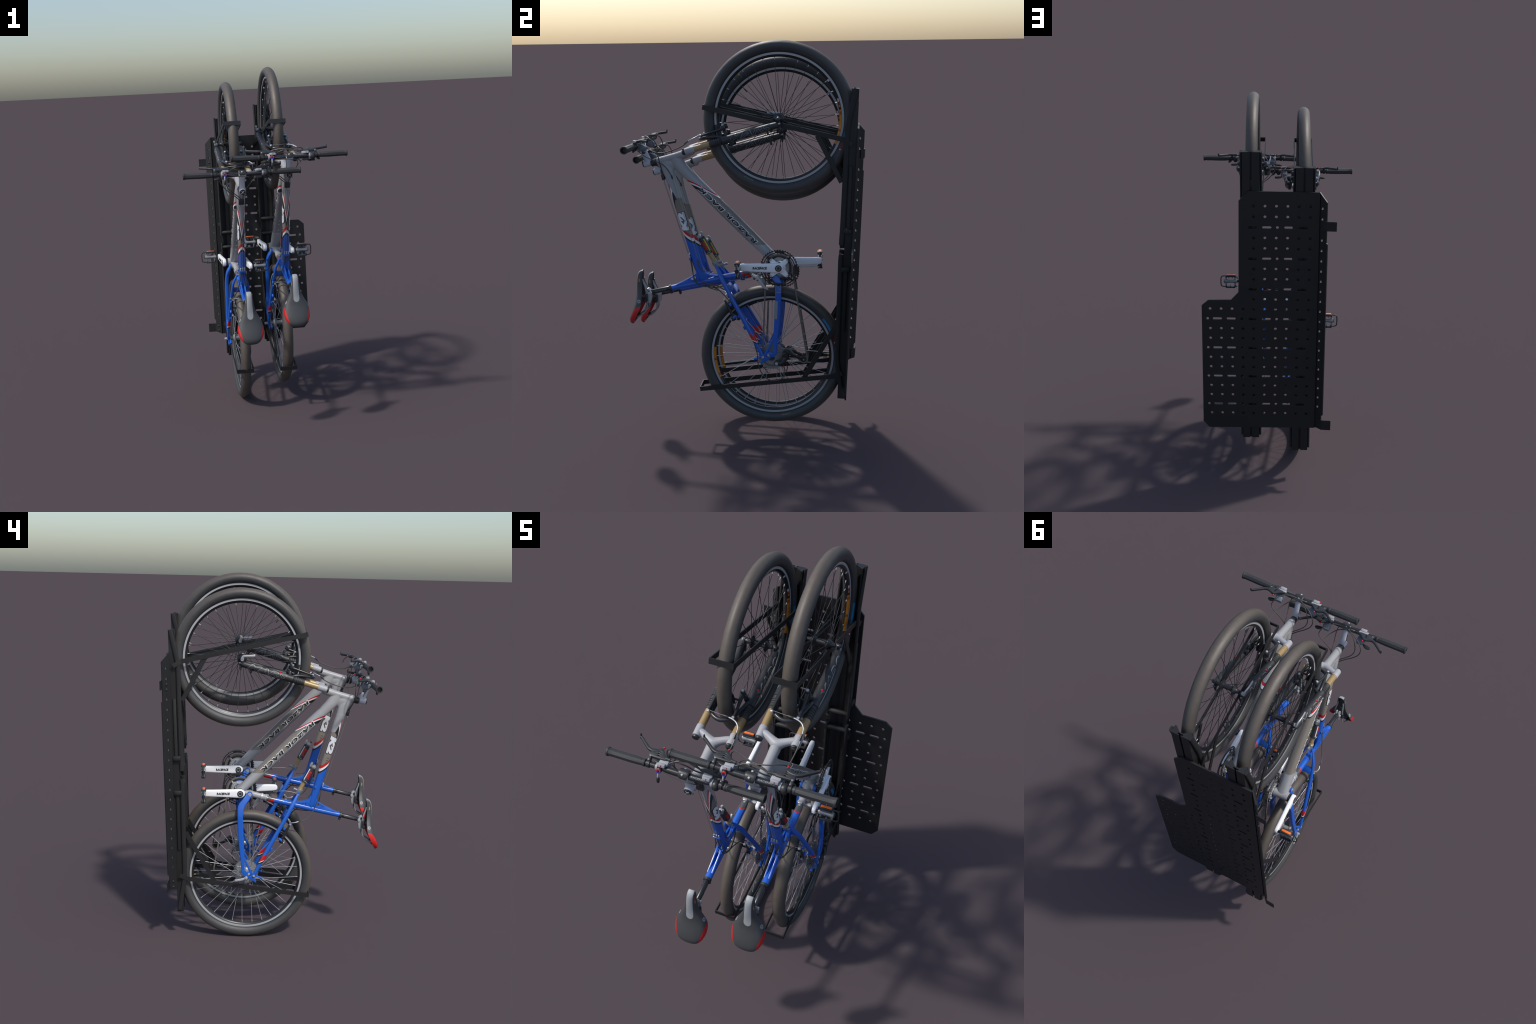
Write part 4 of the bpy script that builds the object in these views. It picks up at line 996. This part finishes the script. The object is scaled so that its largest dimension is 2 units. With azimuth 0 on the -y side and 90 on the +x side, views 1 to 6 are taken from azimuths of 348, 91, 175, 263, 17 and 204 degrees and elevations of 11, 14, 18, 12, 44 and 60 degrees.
# ------------------------------------------------------------------ saddle and post
def build_saddle(bike):
    # stations: z, top y, edge y, half width
    st = [(0.8790, -0.0175, -0.0150, 0.006), (0.8765, -0.0225, -0.0135, 0.0125), (0.8700, -0.0335, -0.0140, 0.0172), (0.8580, -0.0410, -0.0150, 0.0195), (0.8400, -0.0450, -0.0170, 0.0208), (0.8150, -0.0475, -0.0190, 0.0230), (0.7900, -0.0485, -0.0190, 0.0270),
          (0.7650, -0.0490, -0.0180, 0.0360), (0.7400, -0.0525, -0.0175, 0.0490), (0.7150, -0.0580, -0.0185, 0.0620), (0.6920, -0.0665, -0.0240, 0.0690), (0.6700, -0.0755, -0.0340, 0.0705),
          (0.6480, -0.0835, -0.0450, 0.0675), (0.6280, -0.0885, -0.0560, 0.0580), (0.6130, -0.0880, -0.0640, 0.0450), (0.6030, -0.0830, -0.0690, 0.0300), (0.5990, -0.0770, -0.0710, 0.0150)]
    rings = []
    for z, yt, ye, w in spline(st, 3):
        ring = []
        H = ye - yt
        for j in range(25):                       # over the top from edge to edge
            t = pi * j / 24
            ring.append((w * cos(t) * (1.0), ye - H * (sin(t) ** 0.50 if sin(t) > 0 else 0) * 1.0, z))
        h2 = max(0.0006, H - 0.0085); w2 = max(0.001, w - 0.0050)
        for j in range(25):                       # hollow underside: the cover is a shell
            t = pi * (24 - j) / 24
            ring.append((w2 * cos(t), ye - h2 * (max(0.0, sin(t)) ** 0.50), z))
        rings.append(ring)
    sad = add('saddle', finish(rings_to_bm(rings), 50), bike, M['saddle'])
    # base shell rim, rails, clamp
    rail = both(tube([(0.014, -0.0150, 0.8350), (0.017, -0.0110, 0.8150), (0.021, 0.0000, 0.7880), (0.0225, 0.0035, 0.7650), (0.0225, 0.0035, 0.7050), (0.024, 0.0030, 0.6850), (0.028, -0.0100, 0.6620), (0.033, -0.0300, 0.6480), (0.036, -0.0500, 0.6350)], 0.0038, 10, 5))
    add('saddle_rail', finish(rail), sad, M['steel'])
    under = join(loft([(-0.0260, 0.8600, 0.006, 0.012), (-0.0290, 0.84, 0.007, 0.014), (-0.0330, 0.80, 0.006, 0.016), (-0.0380, 0.76, 0.004, 0.018)], 16, 2.5, up=2),
                 both(box((0.034, -0.0560, 0.6350), (0.012, 0.022, 0.014), Matrix.Rotation(radians(20), 3, 'X'), 0.003)))
    add('saddle_shell', finish(under), sad, M['black'])
    head = both(plate_yz([(0.0040, 0.7830), (0.0120, 0.7835), (0.0215, 0.7760), (0.0275, 0.7630), (0.0270, 0.7480), (0.0250, 0.7330), (0.0225, 0.7180), (0.0130, 0.7060), (0.0000, 0.7100), (-0.0030, 0.7210), (-0.0020, 0.7360), (-0.0020, 0.7560), (-0.0010, 0.7700)],
                         0.0035, 0.0125, [[(0.0040, 0.7720), (0.0110, 0.7745), (0.0190, 0.7640), (0.0190, 0.7530), (0.0120, 0.7570), (0.0030, 0.7590)]], 0.0015))
    add('seat_clamp', finish(join(head, rod((-0.020, 0.0225, 0.7600), (0.020, 0.0225, 0.7600), 0.0085, 16)), 35), sad, M['alloy'])
    drum = join(rod((-0.0275, -0.0045, 0.7220), (0.0275, -0.0045, 0.7220), 0.0098, 20), both(box((0.0225, 0.0020, 0.7400), (0.009, 0.012, 0.040), None, 0.002)))
    add('clamp_drum', finish(drum), sad, M['black'])
    d = Vector((0, 0.9740, 0.2265))
    p0 = Vector((0, 0.0230, 0.7615))
    post = add('seatpost', finish(turned([(0, 0.011), (0.002, 0.0125), (0.105, 0.0125), (0.108, 0.011)], p0, p0 + d * 0.108, 28)), sad, M['gloss_black'])
    c0 = Vector((0, 0.1185, 0.7835))
    col = join(turned([(0, 0.0150), (0.001, 0.0175), (0.012, 0.0178), (0.013, 0.0160)], c0, c0 + d * 0.013, 28), box(c0 + d * 0.0065 + Vector((0, 0.0045, -0.0200)), (0.016, 0.012, 0.014), Matrix.Rotation(radians(13), 3, 'X'), 0.002),
               rod(c0 + d * 0.006 + Vector((-0.012, 0.005, -0.0225)), c0 + d * 0.006 + Vector((0.012, 0.005, -0.0225)), 0.0048, 12))
    add('seat_collar', finish(col), sad, M['black'])
    for side in (1, -1):
        def place(u, v, l, side=side):
            s = 0.054 + u * (1 if side > 0 else -1)
            c = p0 + d * s + Vector((0, -0.2265, 0.974)) * v
            return Vector((side * (0.0125 * sqrt(max(0.05, 1 - (v / 0.0126) ** 2)) + 0.0003 + l), c.y, c.z))
        add('lettering', finish(lettering('RACEFACE', place, 0.058, 0.0065, 0.0006, 0.01), 30), sad, M['letter_grey'])

# ------------------------------------------------------------------ drive train
BB = (0.680, 0.9110)
def toothed(cy, cz, r, n, depth):
    out = []
    for i in range(n):
        for f, rr in ((0.0, r - depth), (0.28, r - depth * 0.75), (0.42, r), (0.58, r), (0.72, r - depth * 0.75)):
            t = 2 * pi * (i + f) / n
            out.append((cy + rr * cos(t), cz + rr * sin(t)))
    return out
def build_crank(bike):
    cy, cz = BB
    spider_arms = []
    for k in range(4):
        t = radians(45 + 90 * k)
        spider_arms.append(plate_yz(thick_line([(cy + cos(t) * 0.010, cz + sin(t) * 0.010, 0.019), (cy + cos(t) * 0.030, cz + sin(t) * 0.030, 0.013), (cy + cos(t) * 0.050, cz + sin(t) * 0.050, 0.0105), (cy + cos(t) * 0.0590, cz + sin(t) * 0.0590, 0.0080)], 0.01), 0.0500, 0.0610, bevel=0.002))
    def arm(x_in, x_out, sgn, end_y, z0):
        # tapering box-section arm from the axle to the pedal eye
        yb = 0.679
        S = [(yb - sgn * 0.0250, z0, 0.0060, 0.0090, x_in), (yb - sgn * 0.0225, z0, 0.0120, 0.0105, x_in), (yb - sgn * 0.0160, z0, 0.0185, 0.0115, x_in), (yb - sgn * 0.0080, z0, 0.0228, 0.0115, x_in), (yb, z0, 0.0240, 0.0115, x_in), (yb + sgn * 0.030, z0, 0.0232, 0.0115, x_in + (x_out - x_in) * 0.10), (yb + sgn * 0.090, z0 + 0.001, 0.0208, 0.0110, x_in + (x_out - x_in) * 0.45),
             (yb + sgn * 0.150, z0 + 0.002, 0.0190, 0.0105, x_in + (x_out - x_in) * 0.80), (end_y, z0 + 0.003, 0.0175, 0.0100, x_out), (end_y + sgn * 0.012, z0 + 0.003, 0.0130, 0.0085, x_out), (end_y + sgn * 0.0170, z0 + 0.003, 0.0060, 0.0060, x_out)]
        return loft(S, 24, 4.0, up=2)
    right = arm(0.0680, 0.0780, -1, 0.488, 0.9135)
    crank = add('crankset', finish(join(right, *spider_arms), 35), bike, M['crank'])
    add('crank_arm', finish(arm(-0.0630, -0.0760, 1, 0.870, 0.9140), 35), crank, M['crank'])
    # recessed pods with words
    for side, u0 in ((1, 0.588), (-1, 0.770)):
        def place(u, v, l, side=side, u0=u0):
            y = u0 + (u if side > 0 else -u)
            # arm centre drifts outwards to the pedal
            f = (0.679 - y) / 0.191 if side > 0 else (y - 0.679) / 0.191
            x = (0.0680 + 0.0100 * f + 0.0114) if side > 0 else (0.0630 + 0.0130 * f + 0.0114)
            return Vector((side * (x + 0.0002 + l), y, 0.9150 + v))
        add('lettering', finish(lettering('RACEFACE', place, 0.070, 0.0125, 0.0008, 0.04, 0.1), 30), crank, M['ink'])
    for side in (1, -1):
        X = 0.0680 + 0.0115 if side > 0 else 0.0630 + 0.0115
        ringp = turned([(0, 0.0105), (0.0005, 0.0165), (0.0030, 0.0165), (0.0035, 0.0150), (0.0035, 0.0105)], (side * (X - 0.001), 0.679, 0.9140), (side * (X + 0.01), 0.679, 0.9140), 28)
        add('axle_ring', finish(ringp), crank, M['black'])
        nut = turned([(0, 0.0108), (0.0025, 0.0105), (0.0032, 0.0085), (0.0015, 0.0060), (0.0015, 0.0005)], (side * X, 0.679, 0.9140), (side * (X + 0.01), 0.679, 0.9140), 24)
        add('axle_nut', finish(nut), crank, M['steel'])
    # chainrings
    def ring(name, r, n, ri, x, mat, slots=0, depth=0.0050):
        holes = [circle2(cy, cz, ri, 64)]
        for k in range(slots):
            t = radians(90 * k + 22)
            seg = [radians(90 * k + 14 + 8 * j) for j in range(8)]
            rm = (r - depth + ri) / 2 + 0.0005; h = (r - depth - ri) * 0.20
            holes.append([(cy + (rm + h) * cos(q), cz + (rm + h) * sin(q)) for q in seg] + [(cy + (rm - h) * cos(q), cz + (rm - h) * sin(q)) for q in seg[::-1]])
        return add(name, finish(plate_yz(toothed(cy, cz, r, n, depth), x - 0.0018, x + 0.0018, holes, 0.0005), 25), crank, mat)
    ring('chainring', 0.0955, 44, 0.0755, 0.0600, M['gloss_black'], 4)
    ring('chainring', 0.0680, 32, 0.0510, 0.0495, M['gloss_black'], 0)
    ring('chainring', 0.0470, 22, 0.0330, 0.0405, M['alloy'], 0)
    legs = []
    for k in range(4):
        t = radians(45 + 90 * k)
        legs.append(plate_yz(thick_line([(cy + cos(t) * 0.054, cz + sin(t) * 0.054), (cy + cos(t) * 0.082, cz + sin(t) * 0.082)], 0.0060), 0.0575, 0.0615, bevel=0.0006))
    add('ring_tab', finish(join(*legs)), crank, M['gloss_black'])
    rb = []
    for k in range(4):
        t = radians(45 + 90 * k)
        for dr in (0.0565,):
            c = Vector((0, cy + cos(t) * dr, cz + sin(t) * dr)); rb.append(rod(c + Vector((0.045, 0, 0)), c + Vector((0.0635, 0, 0)), 0.0052, 14))
        t2 = radians(90 * k + 70); c = Vector((0, cy + cos(t2) * 0.041, cz + sin(t2) * 0.041)); rb.append(rod(c + Vector((0.036, 0, 0)), c + Vector((0.044, 0, 0)), 0.004, 10))
    add('ring_bolt', finish(join(*rb)), crank, M['bright'])
    guard = plate_yz(circle2(cy, cz, 0.049, 40), 0.0425, 0.0448, [circle2(cy, cz, 0.036, 32)], 0.0004)
    add('ring_spacer', finish(guard), crank, M['steel'])
    # pedals
    def pedal(py, pz):
        body = turned([(0, 0.006), (0.002, 0.0105), (0.010, 0.0125), (0.022, 0.0100), (0.045, 0.0096), (0.060, 0.0125), (0.070, 0.0120), (0.072, 0.009)], (0.096, py, pz), (0.168, py, pz), 20)
        post = []
        for x in (0.108, 0.158):
            post.append(loft([(py, pz - 0.031, 0.006, 0.0035, x), (py, pz, 0.008, 0.005, x), (py, pz + 0.029, 0.006, 0.0035, x)], 10, 3.0))
        teeth = [turned([(0, 0.0036), (0.012, 0.0010)], (x, py, z), (x, py, z + s * 0.013), 8) for x, z, s in ((0.124, pz + 0.026, -1), (0.143, pz + 0.026, -1), (0.1335, pz - 0.030, 1))]
        return join(body, *post, *teeth)
    def cage(py, pz):
        top = box((0.1315, py, pz + 0.0315), (0.054, 0.026, 0.010), None, 0.002)
        bot = box((0.1330, py, pz - 0.0345), (0.054, 0.024, 0.007), None, 0.002)
        loop = tube([(0.096, py, pz - 0.030), (0.120, py, pz - 0.034), (0.150, py, pz - 0.033), (0.176, py, pz - 0.031), (0.186, py, pz - 0.022), (0.187, py, pz + 0.010), (0.185, py, pz + 0.024), (0.176, py, pz + 0.030), (0.150, py, pz + 0.030)], 0.0030, 8, 3)
        loop2 = tube([(0.108, py, pz + 0.028), (0.098, py, pz + 0.026), (0.0955, py, pz + 0.014)], 0.0028, 8, 3)
        sp = rod((0.084, py, pz), (0.098, py, pz), 0.0075, 14)
        cap = rod((0.1670, py, pz), (0.1705, py, pz), 0.0105, 16)
        ends = [box((x, py, pz + s * 0.027), (0.006, 0.020, 0.012), None, 0.002) for x in (0.1065, 0.1575) for s in (1, -1)]
        return join(top, bot, loop, loop2, sp, cap, *ends)
    for py, sgn in ((0.4855, 1), (0.8735, -1)):
        pz = 0.9185
        b, c, r = pedal(py, pz), cage(py, pz), box((0.1310, py, pz + 0.0372), (0.048, 0.0125, 0.0028), None, 0.0005)
        if sgn < 0: b, c, r = mirror(b), mirror(c), mirror(r)
        pm = add('pedal', finish(b, 40), crank, M['steel'])
        add('pedal_cage', finish(c, 40), crank, M['black']); add('pedal_reflector', finish(r), crank, M['orange'])
    return crank

def build_gears(bike):
    hy, hz = HUBS[1].y, HUBS[1].z
    # cassette: stacked sprockets
    cas = None
    for i, (r, n) in enumerate(((0.0715, 32), (0.0640, 28), (0.0570, 24), (0.0505, 21), (0.0445, 18), (0.0390, 16), (0.0340, 14), (0.0300, 12))):
        x = 0.0290 + 0.0040 * i
        holes = [circle2(hy, hz, r * 0.45 + 0.004, 28)]
        if i < 3: holes = [circle2(hy + 0.028 * cos(radians(60 * k)), hz + 0.028 * sin(radians(60 * k)), 0.010, 12) for k in range(6)]
        ob = add('cassette' if i == 0 else 'sprocket', finish(plate_yz(toothed(hy, hz, r, n, 0.0045), x - 0.0010, x + 0.0010, holes, 0), 25), cas or bike, M['steel'])
        cas = cas or ob
    add('cassette_core', finish(turned([(0, 0.022), (0.031, 0.018), (0.034, 0.014)], (0.027, hy, hz), (0.063, hy, hz), 24)), cas, M['steel'])
    # front derailleur: clamp on the pivot lug, curved cage
    fd = plate_yz(thick_line([(0.566, 0.8660, 0.007), (0.578, 0.8500, 0.009), (0.592, 0.8280, 0.0085), (0.608, 0.8100, 0.0060), (0.626, 0.8000, 0.0030)], 0.008), 0.0560, 0.0580, bevel=0.0004)
    fd2 = plate_yz(thick_line([(0.566, 0.8660, 0.009), (0.578, 0.8500, 0.011), (0.592, 0.8280, 0.0095), (0.606, 0.8120, 0.0060)], 0.008), 0.0350, 0.0370, bevel=0.0004)
    link = join(box((0.030, 0.560, 0.862), (0.052, 0.020, 0.012), Matrix.Rotation(radians(-25), 3, 'X'), 0.003), box((0.0465, 0.570, 0.866), (0.022, 0.016, 0.004), None, 0.001),
                turned([(0, 0.0165), (0.001, 0.0190), (0.010, 0.0190), (0.011, 0.0165)], (0, 0.566, 0.8853), (0, 0.556, 0.8828), 26), rod((0.012, 0.548, 0.866), (0.044, 0.548, 0.866), 0.007, 14), rod((0.012, 0.556, 0.852), (0.050, 0.556, 0.852), 0.0055, 14))
    fdo = add('front_shifter', finish(join(fd, fd2, link), 40), bike, M['alloy']); fdo.name = 'chain_guide'
    fb = join(rod((0.046, 0.556, 0.853), (0.053, 0.556, 0.853), 0.0050, 12), rod((0.038, 0.573, 0.846), (0.058, 0.573, 0.846), 0.0048, 12))
    add('guide_bolt', finish(fb), fdo, M['black'])
    # rear derailleur
    body = join(turned([(0, 0.008), (0.002, 0.0125), (0.016, 0.0125), (0.018, 0.010)], (0.066, 0.666, 0.4230), (0.085, 0.666, 0.4230), 22),
                loft([(0.664, 0.4250, 0.011, 0.009, 0.075), (0.686, 0.4190, 0.0105, 0.010, 0.075), (0.702, 0.4330, 0.0115, 0.0110, 0.074), (0.710, 0.4580, 0.0110, 0.0105, 0.070), (0.710, 0.4740, 0.008, 0.008, 0.064)], 18, 3.0, up=3),
                rod((0.050, 0.7100, 0.4650), (0.082, 0.7100, 0.4650), 0.0140, 20))
    der = add('derailleur', finish(body, 40), bike, M['gloss_black'])
    add('derailleur_bolt', finish(rod((0.084, 0.666, 0.4230), (0.089, 0.666, 0.4230), 0.0078, 18)), der, M['alloy'])
    cagep = thick_line([(0.700, 0.4800, 0.0100), (0.720, 0.4710, 0.0080), (0.745, 0.4590, 0.0052), (0.775, 0.4460, 0.0052), (0.800, 0.4360, 0.0110)], 0.01)
    cage = join(plate_yz(cagep, 0.0530, 0.0550), plate_yz(cagep, 0.0380, 0.0400))
    add('derailleur_cage', finish(cage), der, M['gloss_black'])
    for jy, jz, r, n in ((0.7180, 0.4720, 0.0205, 11), (0.8000, 0.4360, 0.0215, 11)):
        w = join(plate_yz(toothed(jy, jz, r, n, 0.005), 0.0445, 0.0485, (), 0.0004), rod((0.0410, jy, jz), (0.0540, jy, jz), 0.0080, 16))
        add('jockey_wheel', finish(w, 30), der, M['black'])
        add('jockey_bolt', finish(rod((0.0530, jy, jz), (0.0565, jy, jz), 0.0045, 12)), der, M['steel'])
    # chain: closed path round ring, jockeys and sprocket
    cy, cz = BB; path = []
    def arc(y, z, r, a0, a1, x0, x1, n):
        for i in range(n + 1):
            t = radians(a0 + (a1 - a0) * i / n); path.append(Vector((x0 + (x1 - x0) * i / n, y + r * cos(t), z + r * sin(t))))
    arc(cy, cz, 0.0660, 188, -12, 0.0495, 0.0495, 22)
    arc(0.8000, 0.4360, 0.0190, 5, -130, 0.0465, 0.0465, 7)
    arc(0.7180, 0.4720, 0.0190, 40, 170, 0.0465, 0.0455, 7)
    arc(hy, hz, 0.0455, -20, -185, 0.0440, 0.0440, 14)
    path.append(path[0].copy())
    # walk the path and drop alternating inner / outer links
    cum = [0.0]
    for a, b in zip(path, path[1:]): cum.append(cum[-1] + (b - a).length)
    pitch = 0.0139; n = int(cum[-1] / pitch); n -= n % 2; pitch = cum[-1] / n
    def at(s):
        s %= cum[-1]
        for i in range(len(cum) - 1):
            if cum[i + 1] >= s: return path[i].lerp(path[i + 1], (s - cum[i]) / max(1e-9, cum[i + 1] - cum[i]))
        return path[-1]
    links = []
    for i in range(n):
        a, b = at(i * pitch), at((i + 1) * pitch); d = (b - a); l = d.length; d.normalize()
        ang = atan2(d.z, d.y); c = (a + b) / 2
        w = 0.0034 if i % 2 else 0.0024
        for s in (1, -1):
            links.append(box(c + Vector((s * w, 0, 0)), (0.0011, l * 1.30, 0.0074), Matrix.Rotation(ang, 3, 'X'), 0))
        links.append(rod(a + Vector((-0.0042, 0, 0)), a + Vector((0.0042, 0, 0)), 0.0028, 6, 0))
    add('chain', finish(join(*links), 30), bike, M['chain'], stuff=True)

# ------------------------------------------------------------------ assemble one bicycle, then its twin
def build_bicycle():
    bike = bpy.data.objects.new('bicycle', None); COLL.objects.link(bike)
    bike.empty_display_size = 0.1
    bike["label"] = 'blue and grey full-suspension mountain bike stood on its rear wheel'
    bike["category"] = 'mountain bike'
    build_wheel(bike, False); build_wheel(bike, True)
    build_frame(bike)
    arm = build_swingarm(bike)
    build_shock(bike)
    fork = build_fork(bike)
    rear_end, front_end = build_brakes(bike, fork, arm)
    build_cockpit(bike)
    build_cables(bike, front_end, rear_end)
    build_saddle(bike)
    build_crank(bike)
    build_gears(bike)
    bike.location = BIKE_SPOTS[0]; bike.rotation_euler = (0, 0, BIKE_YAW)
    return bike

def twin(ob, parent):
    c = ob.copy(); COLL.objects.link(c); c.parent = parent
    for ch in list(ob.children): twin(ch, c)
    return c

BIKE = build_bicycle()
SECOND = twin(BIKE, None)
SECOND.location = BIKE_SPOTS[1]
# ------------------------------------------------------------------ rack
def build_rack():
    base = Vector((0.05, 0, -0.86))
    rack = bpy.data.objects.new('bike_rack', None); COLL.objects.link(rack)
    rack.matrix_world = Matrix.Translation(RACK_CENTRE) @ RACK_ROT @ Matrix.Translation(base)
    rack["label"] = 'black two-bay upright bike rack with perforated steel back plate'
    rack["category"] = 'bike rack'
    def put(name, mesh, mat, parent=None, stuff=False):
        return add(name, mesh, parent or rack, mat, None if parent else -base, stuff)
    # perforated back plate: rows of round holes, every third row slotted
    outline = [(-0.121, 0.582), (0.223, 0.585), (0.269, 0.537), (0.272, 0.063), (0.310, 0.020), (0.424, 0.018), (0.457, -0.011), (0.460, -0.671), (0.430, -0.708), (-0.122, -0.706)]
    holes = []
    for k in range(22):
        z = 0.511 - 0.0539 * k
        wing = k >= 10
        if k % 3 == 2:
            for a, b in ((0.181, 0.225), (0.110, 0.1555), (0.003, 0.0490), (-0.066, -0.0200)): holes.append(slot2(a, b, z, 0.0062))
            holes.append(circle2(0.0815, z, 0.0072, 14))
            if wing:
                for a, b in ((0.356, 0.403), (0.287, 0.333)): holes.append(slot2(a, b, z, 0.0062))
                holes.append(circle2(0.428, z, 0.0072, 14)); holes.append(circle2(0.257, z, 0.0072, 14))
        else:
            cols = [0.197, 0.142, 0.087, 0.032, -0.022, -0.077] + ([0.415, 0.360, 0.305, 0.250] if wing else [])
            for c in cols: holes.append(circle2(c, z, 0.0072, 14))
    plate = put('back_plate', finish(sheet([outline] + holes, 0.0078, lambda u, v, w: (u, -0.0136 + w, v)), smooth=False), M['rack'])
    # folded side flange with its own row of holes
    fl = [(-0.002, 0.582), (0.0490, 0.541), (0.0490, 0.336), (0.0560, 0.332), (0.0560, -0.612), (0.0455, -0.617), (0.0455, -0.694), (-0.002, -0.706)]
    fh = [circle2(0.020, 0.505 - 0.0539 * k, 0.0068, 12) for k in range(21) if k != 2]
    fx, fy = -0.698, 0.716
    flange = sheet([fl] + fh, 0.006, lambda u, v, w: (-0.1225 + fx * u + fy * w, -0.0185 + fy * u - fx * w, v))
    put('side_flange', finish(flange, smooth=False), M['rack'])
    # wall tabs and their bolts
    tabs = []
    for z0, z1, dz in ((0.446, 0.398, 0.004), (-0.642, -0.698, 0.0)):
        tabs.append(box((-0.1790, 0.0225, (z0 + z1) / 2), (0.050, 0.004, z0 - z1), Matrix.Rotation(radians(-4), 3, 'Z'), 0.0008))
        tabs.append(box((-0.1475, 0.0120, (z0 + z1) / 2), (0.030, 0.005, z0 - z1), Matrix.Rotation(radians(-42), 3, 'Z'), 0.0008))
    put('wall_tab', finish(join(*tabs), smooth=False), M['strap'])
    for z in (0.421, 0.394, -0.655, -0.686):
        bm = turned([(0, 0.0078), (0.002, 0.0078), (0.006, 0.0055), (0.0075, 0.001)], (-0.1375, -0.0040, z), (-0.1375 - 0.0072, -0.0040 - 0.0070, z), 14)
        put('bolt', finish(bm, 45), M['rack_cap'], None)
    # two bays
    for dx, dz in ((0.211, 0.0), (-0.0455, -0.0745)):
        # grooved rail with a T-slot at its back
        prof = [(0.042, -0.0185), (0.042, -0.0545), (0.035, -0.0545), (0.009, -0.0345), (-0.009, -0.0345), (-0.035, -0.0545), (-0.042, -0.0545), (-0.042, -0.0185), (-0.0045, -0.0185), (-0.0045, -0.0225),
                (-0.0125, -0.0225), (-0.0125, -0.0285), (0.0125, -0.0285), (0.0125, -0.0225), (0.0045, -0.0225), (0.0045, -0.0185)]
        rail = sheet([prof], 1.547, lambda u, v, w, dx=dx, dz=dz: (dx + u, v, w + dz))
        r = put('wheel_rail', finish(rail, smooth=False), M['rack'])
        # tube bumpers on both sides, closed by a cross bar at the middle
        def bump(st):
            return [loft([(y, z + dz, 0.0125, 0.0058, dx + s * 0.0478) for y, z in st], 16, 3.0, up=3) for s in (1, -1)]
        up = [(-0.0300, 0.775), (-0.0340, 0.758), (-0.0480, 0.690), (-0.0620, 0.612), (-0.0655, 0.570), (-0.0655, 0.420), (-0.0665, 0.140), (-0.0690, 0.046), (-0.0680, 0.026)]
        lo = [(-0.0660, -0.020), (-0.0690, -0.050), (-0.0680, -0.150), (-0.0665, -0.360), (-0.0660, -0.540), (-0.0620, -0.590), (-0.0480, -0.668), (-0.0350, -0.745), (-0.0330, -0.760)]
        for path, zc in ((up, 0.0455), (lo, -0.0495)):
            sides = bump(path)
            bar = rod((dx - 0.0535, -0.0690, zc + dz), (dx + 0.0535, -0.0690, zc + dz), 0.0115, 18, 0.003)
            put('rail_bumper', finish(join(*sides, bar), 45), M['rack_cap'], None)
        # slats and retaining blocks on the rail flanks
        for z0, z1, zb in ((0.413, 0.094, 0.0945), (-0.418, -0.096, -0.0955)):
            for s in (1, -1):
                bm = loft([(-0.0400, z0 + dz, 0.0060, 0.0030, dx + s * 0.0455), (-0.0400, z0 + dz + (z1 - z0) * 0.02, 0.0095, 0.0048, dx + s * 0.0455), (-0.0400, z1 + dz, 0.0095, 0.0048, dx + s * 0.0455)], 12, 3.5)
                put('slat', finish(bm, 40), M['rack_cap'], None)
                put('retaining_block', finish(box((dx + s * 0.0515, -0.0430, zb + dz), (0.019, 0.044, 0.0255), None, 0.005), 40), M['rack_cap'], None)
        # flat-bar hoops round the wheel with diagonal struts
        hx = dx - 0.0055 if dx > 0 else dx - 0.0020
        hw = 0.0478; t = 0.0022; hb = 0.0118
        front = -0.7590 if dx > 0 else -0.7480
        for prof, bar_z in (([(-0.040, 0.5130), (-0.081, 0.5355), (front, 0.6650)], 0.6650), ([(-0.039, -0.6310), (-0.081, -0.6565), (front, -0.7690)], -0.7690)):
            band = thick_line(prof, hb)
            sides = []
            for s in (1, -1):
                kick = 0.004 if dx > 0 else 0.003
                sides.append(sheet([band], 2 * t, lambda u, v, w, s=s: (hx + s * hw + w + s * 0.010 * max(0.0, (u + 0.081) / 0.041), u, v)))
            ang = atan2(prof[2][1] - prof[1][1], prof[2][0] - prof[1][0])
            end = box((hx, front + 0.0022, bar_z), (2 * hw + 2 * t, 2 * t, 2 * hb), Matrix.Rotation(ang + pi, 3, 'X'), 0)
            hoop = put('wheel_hoop', finish(join(*sides, end), smooth=False), M['strap'])
            if bar_z > 0: a, b = (-0.2070, 0.5500), (-0.0820, 0.3300)
            else: a, b = (-0.2330, -0.6860), (-0.0770, -0.3900)
            for s in (1, -1):
                st = sheet([thick_line([a, b], 0.0115)], 2 * t, lambda u, v, w, s=s: (hx + s * (hw - 2 * t - 0.0004) + w, u, v))
                add('strut', finish(st, smooth=False), hoop, M['strap'])
    return rack
RACK = build_rack()
bpy.context.view_layer.update()
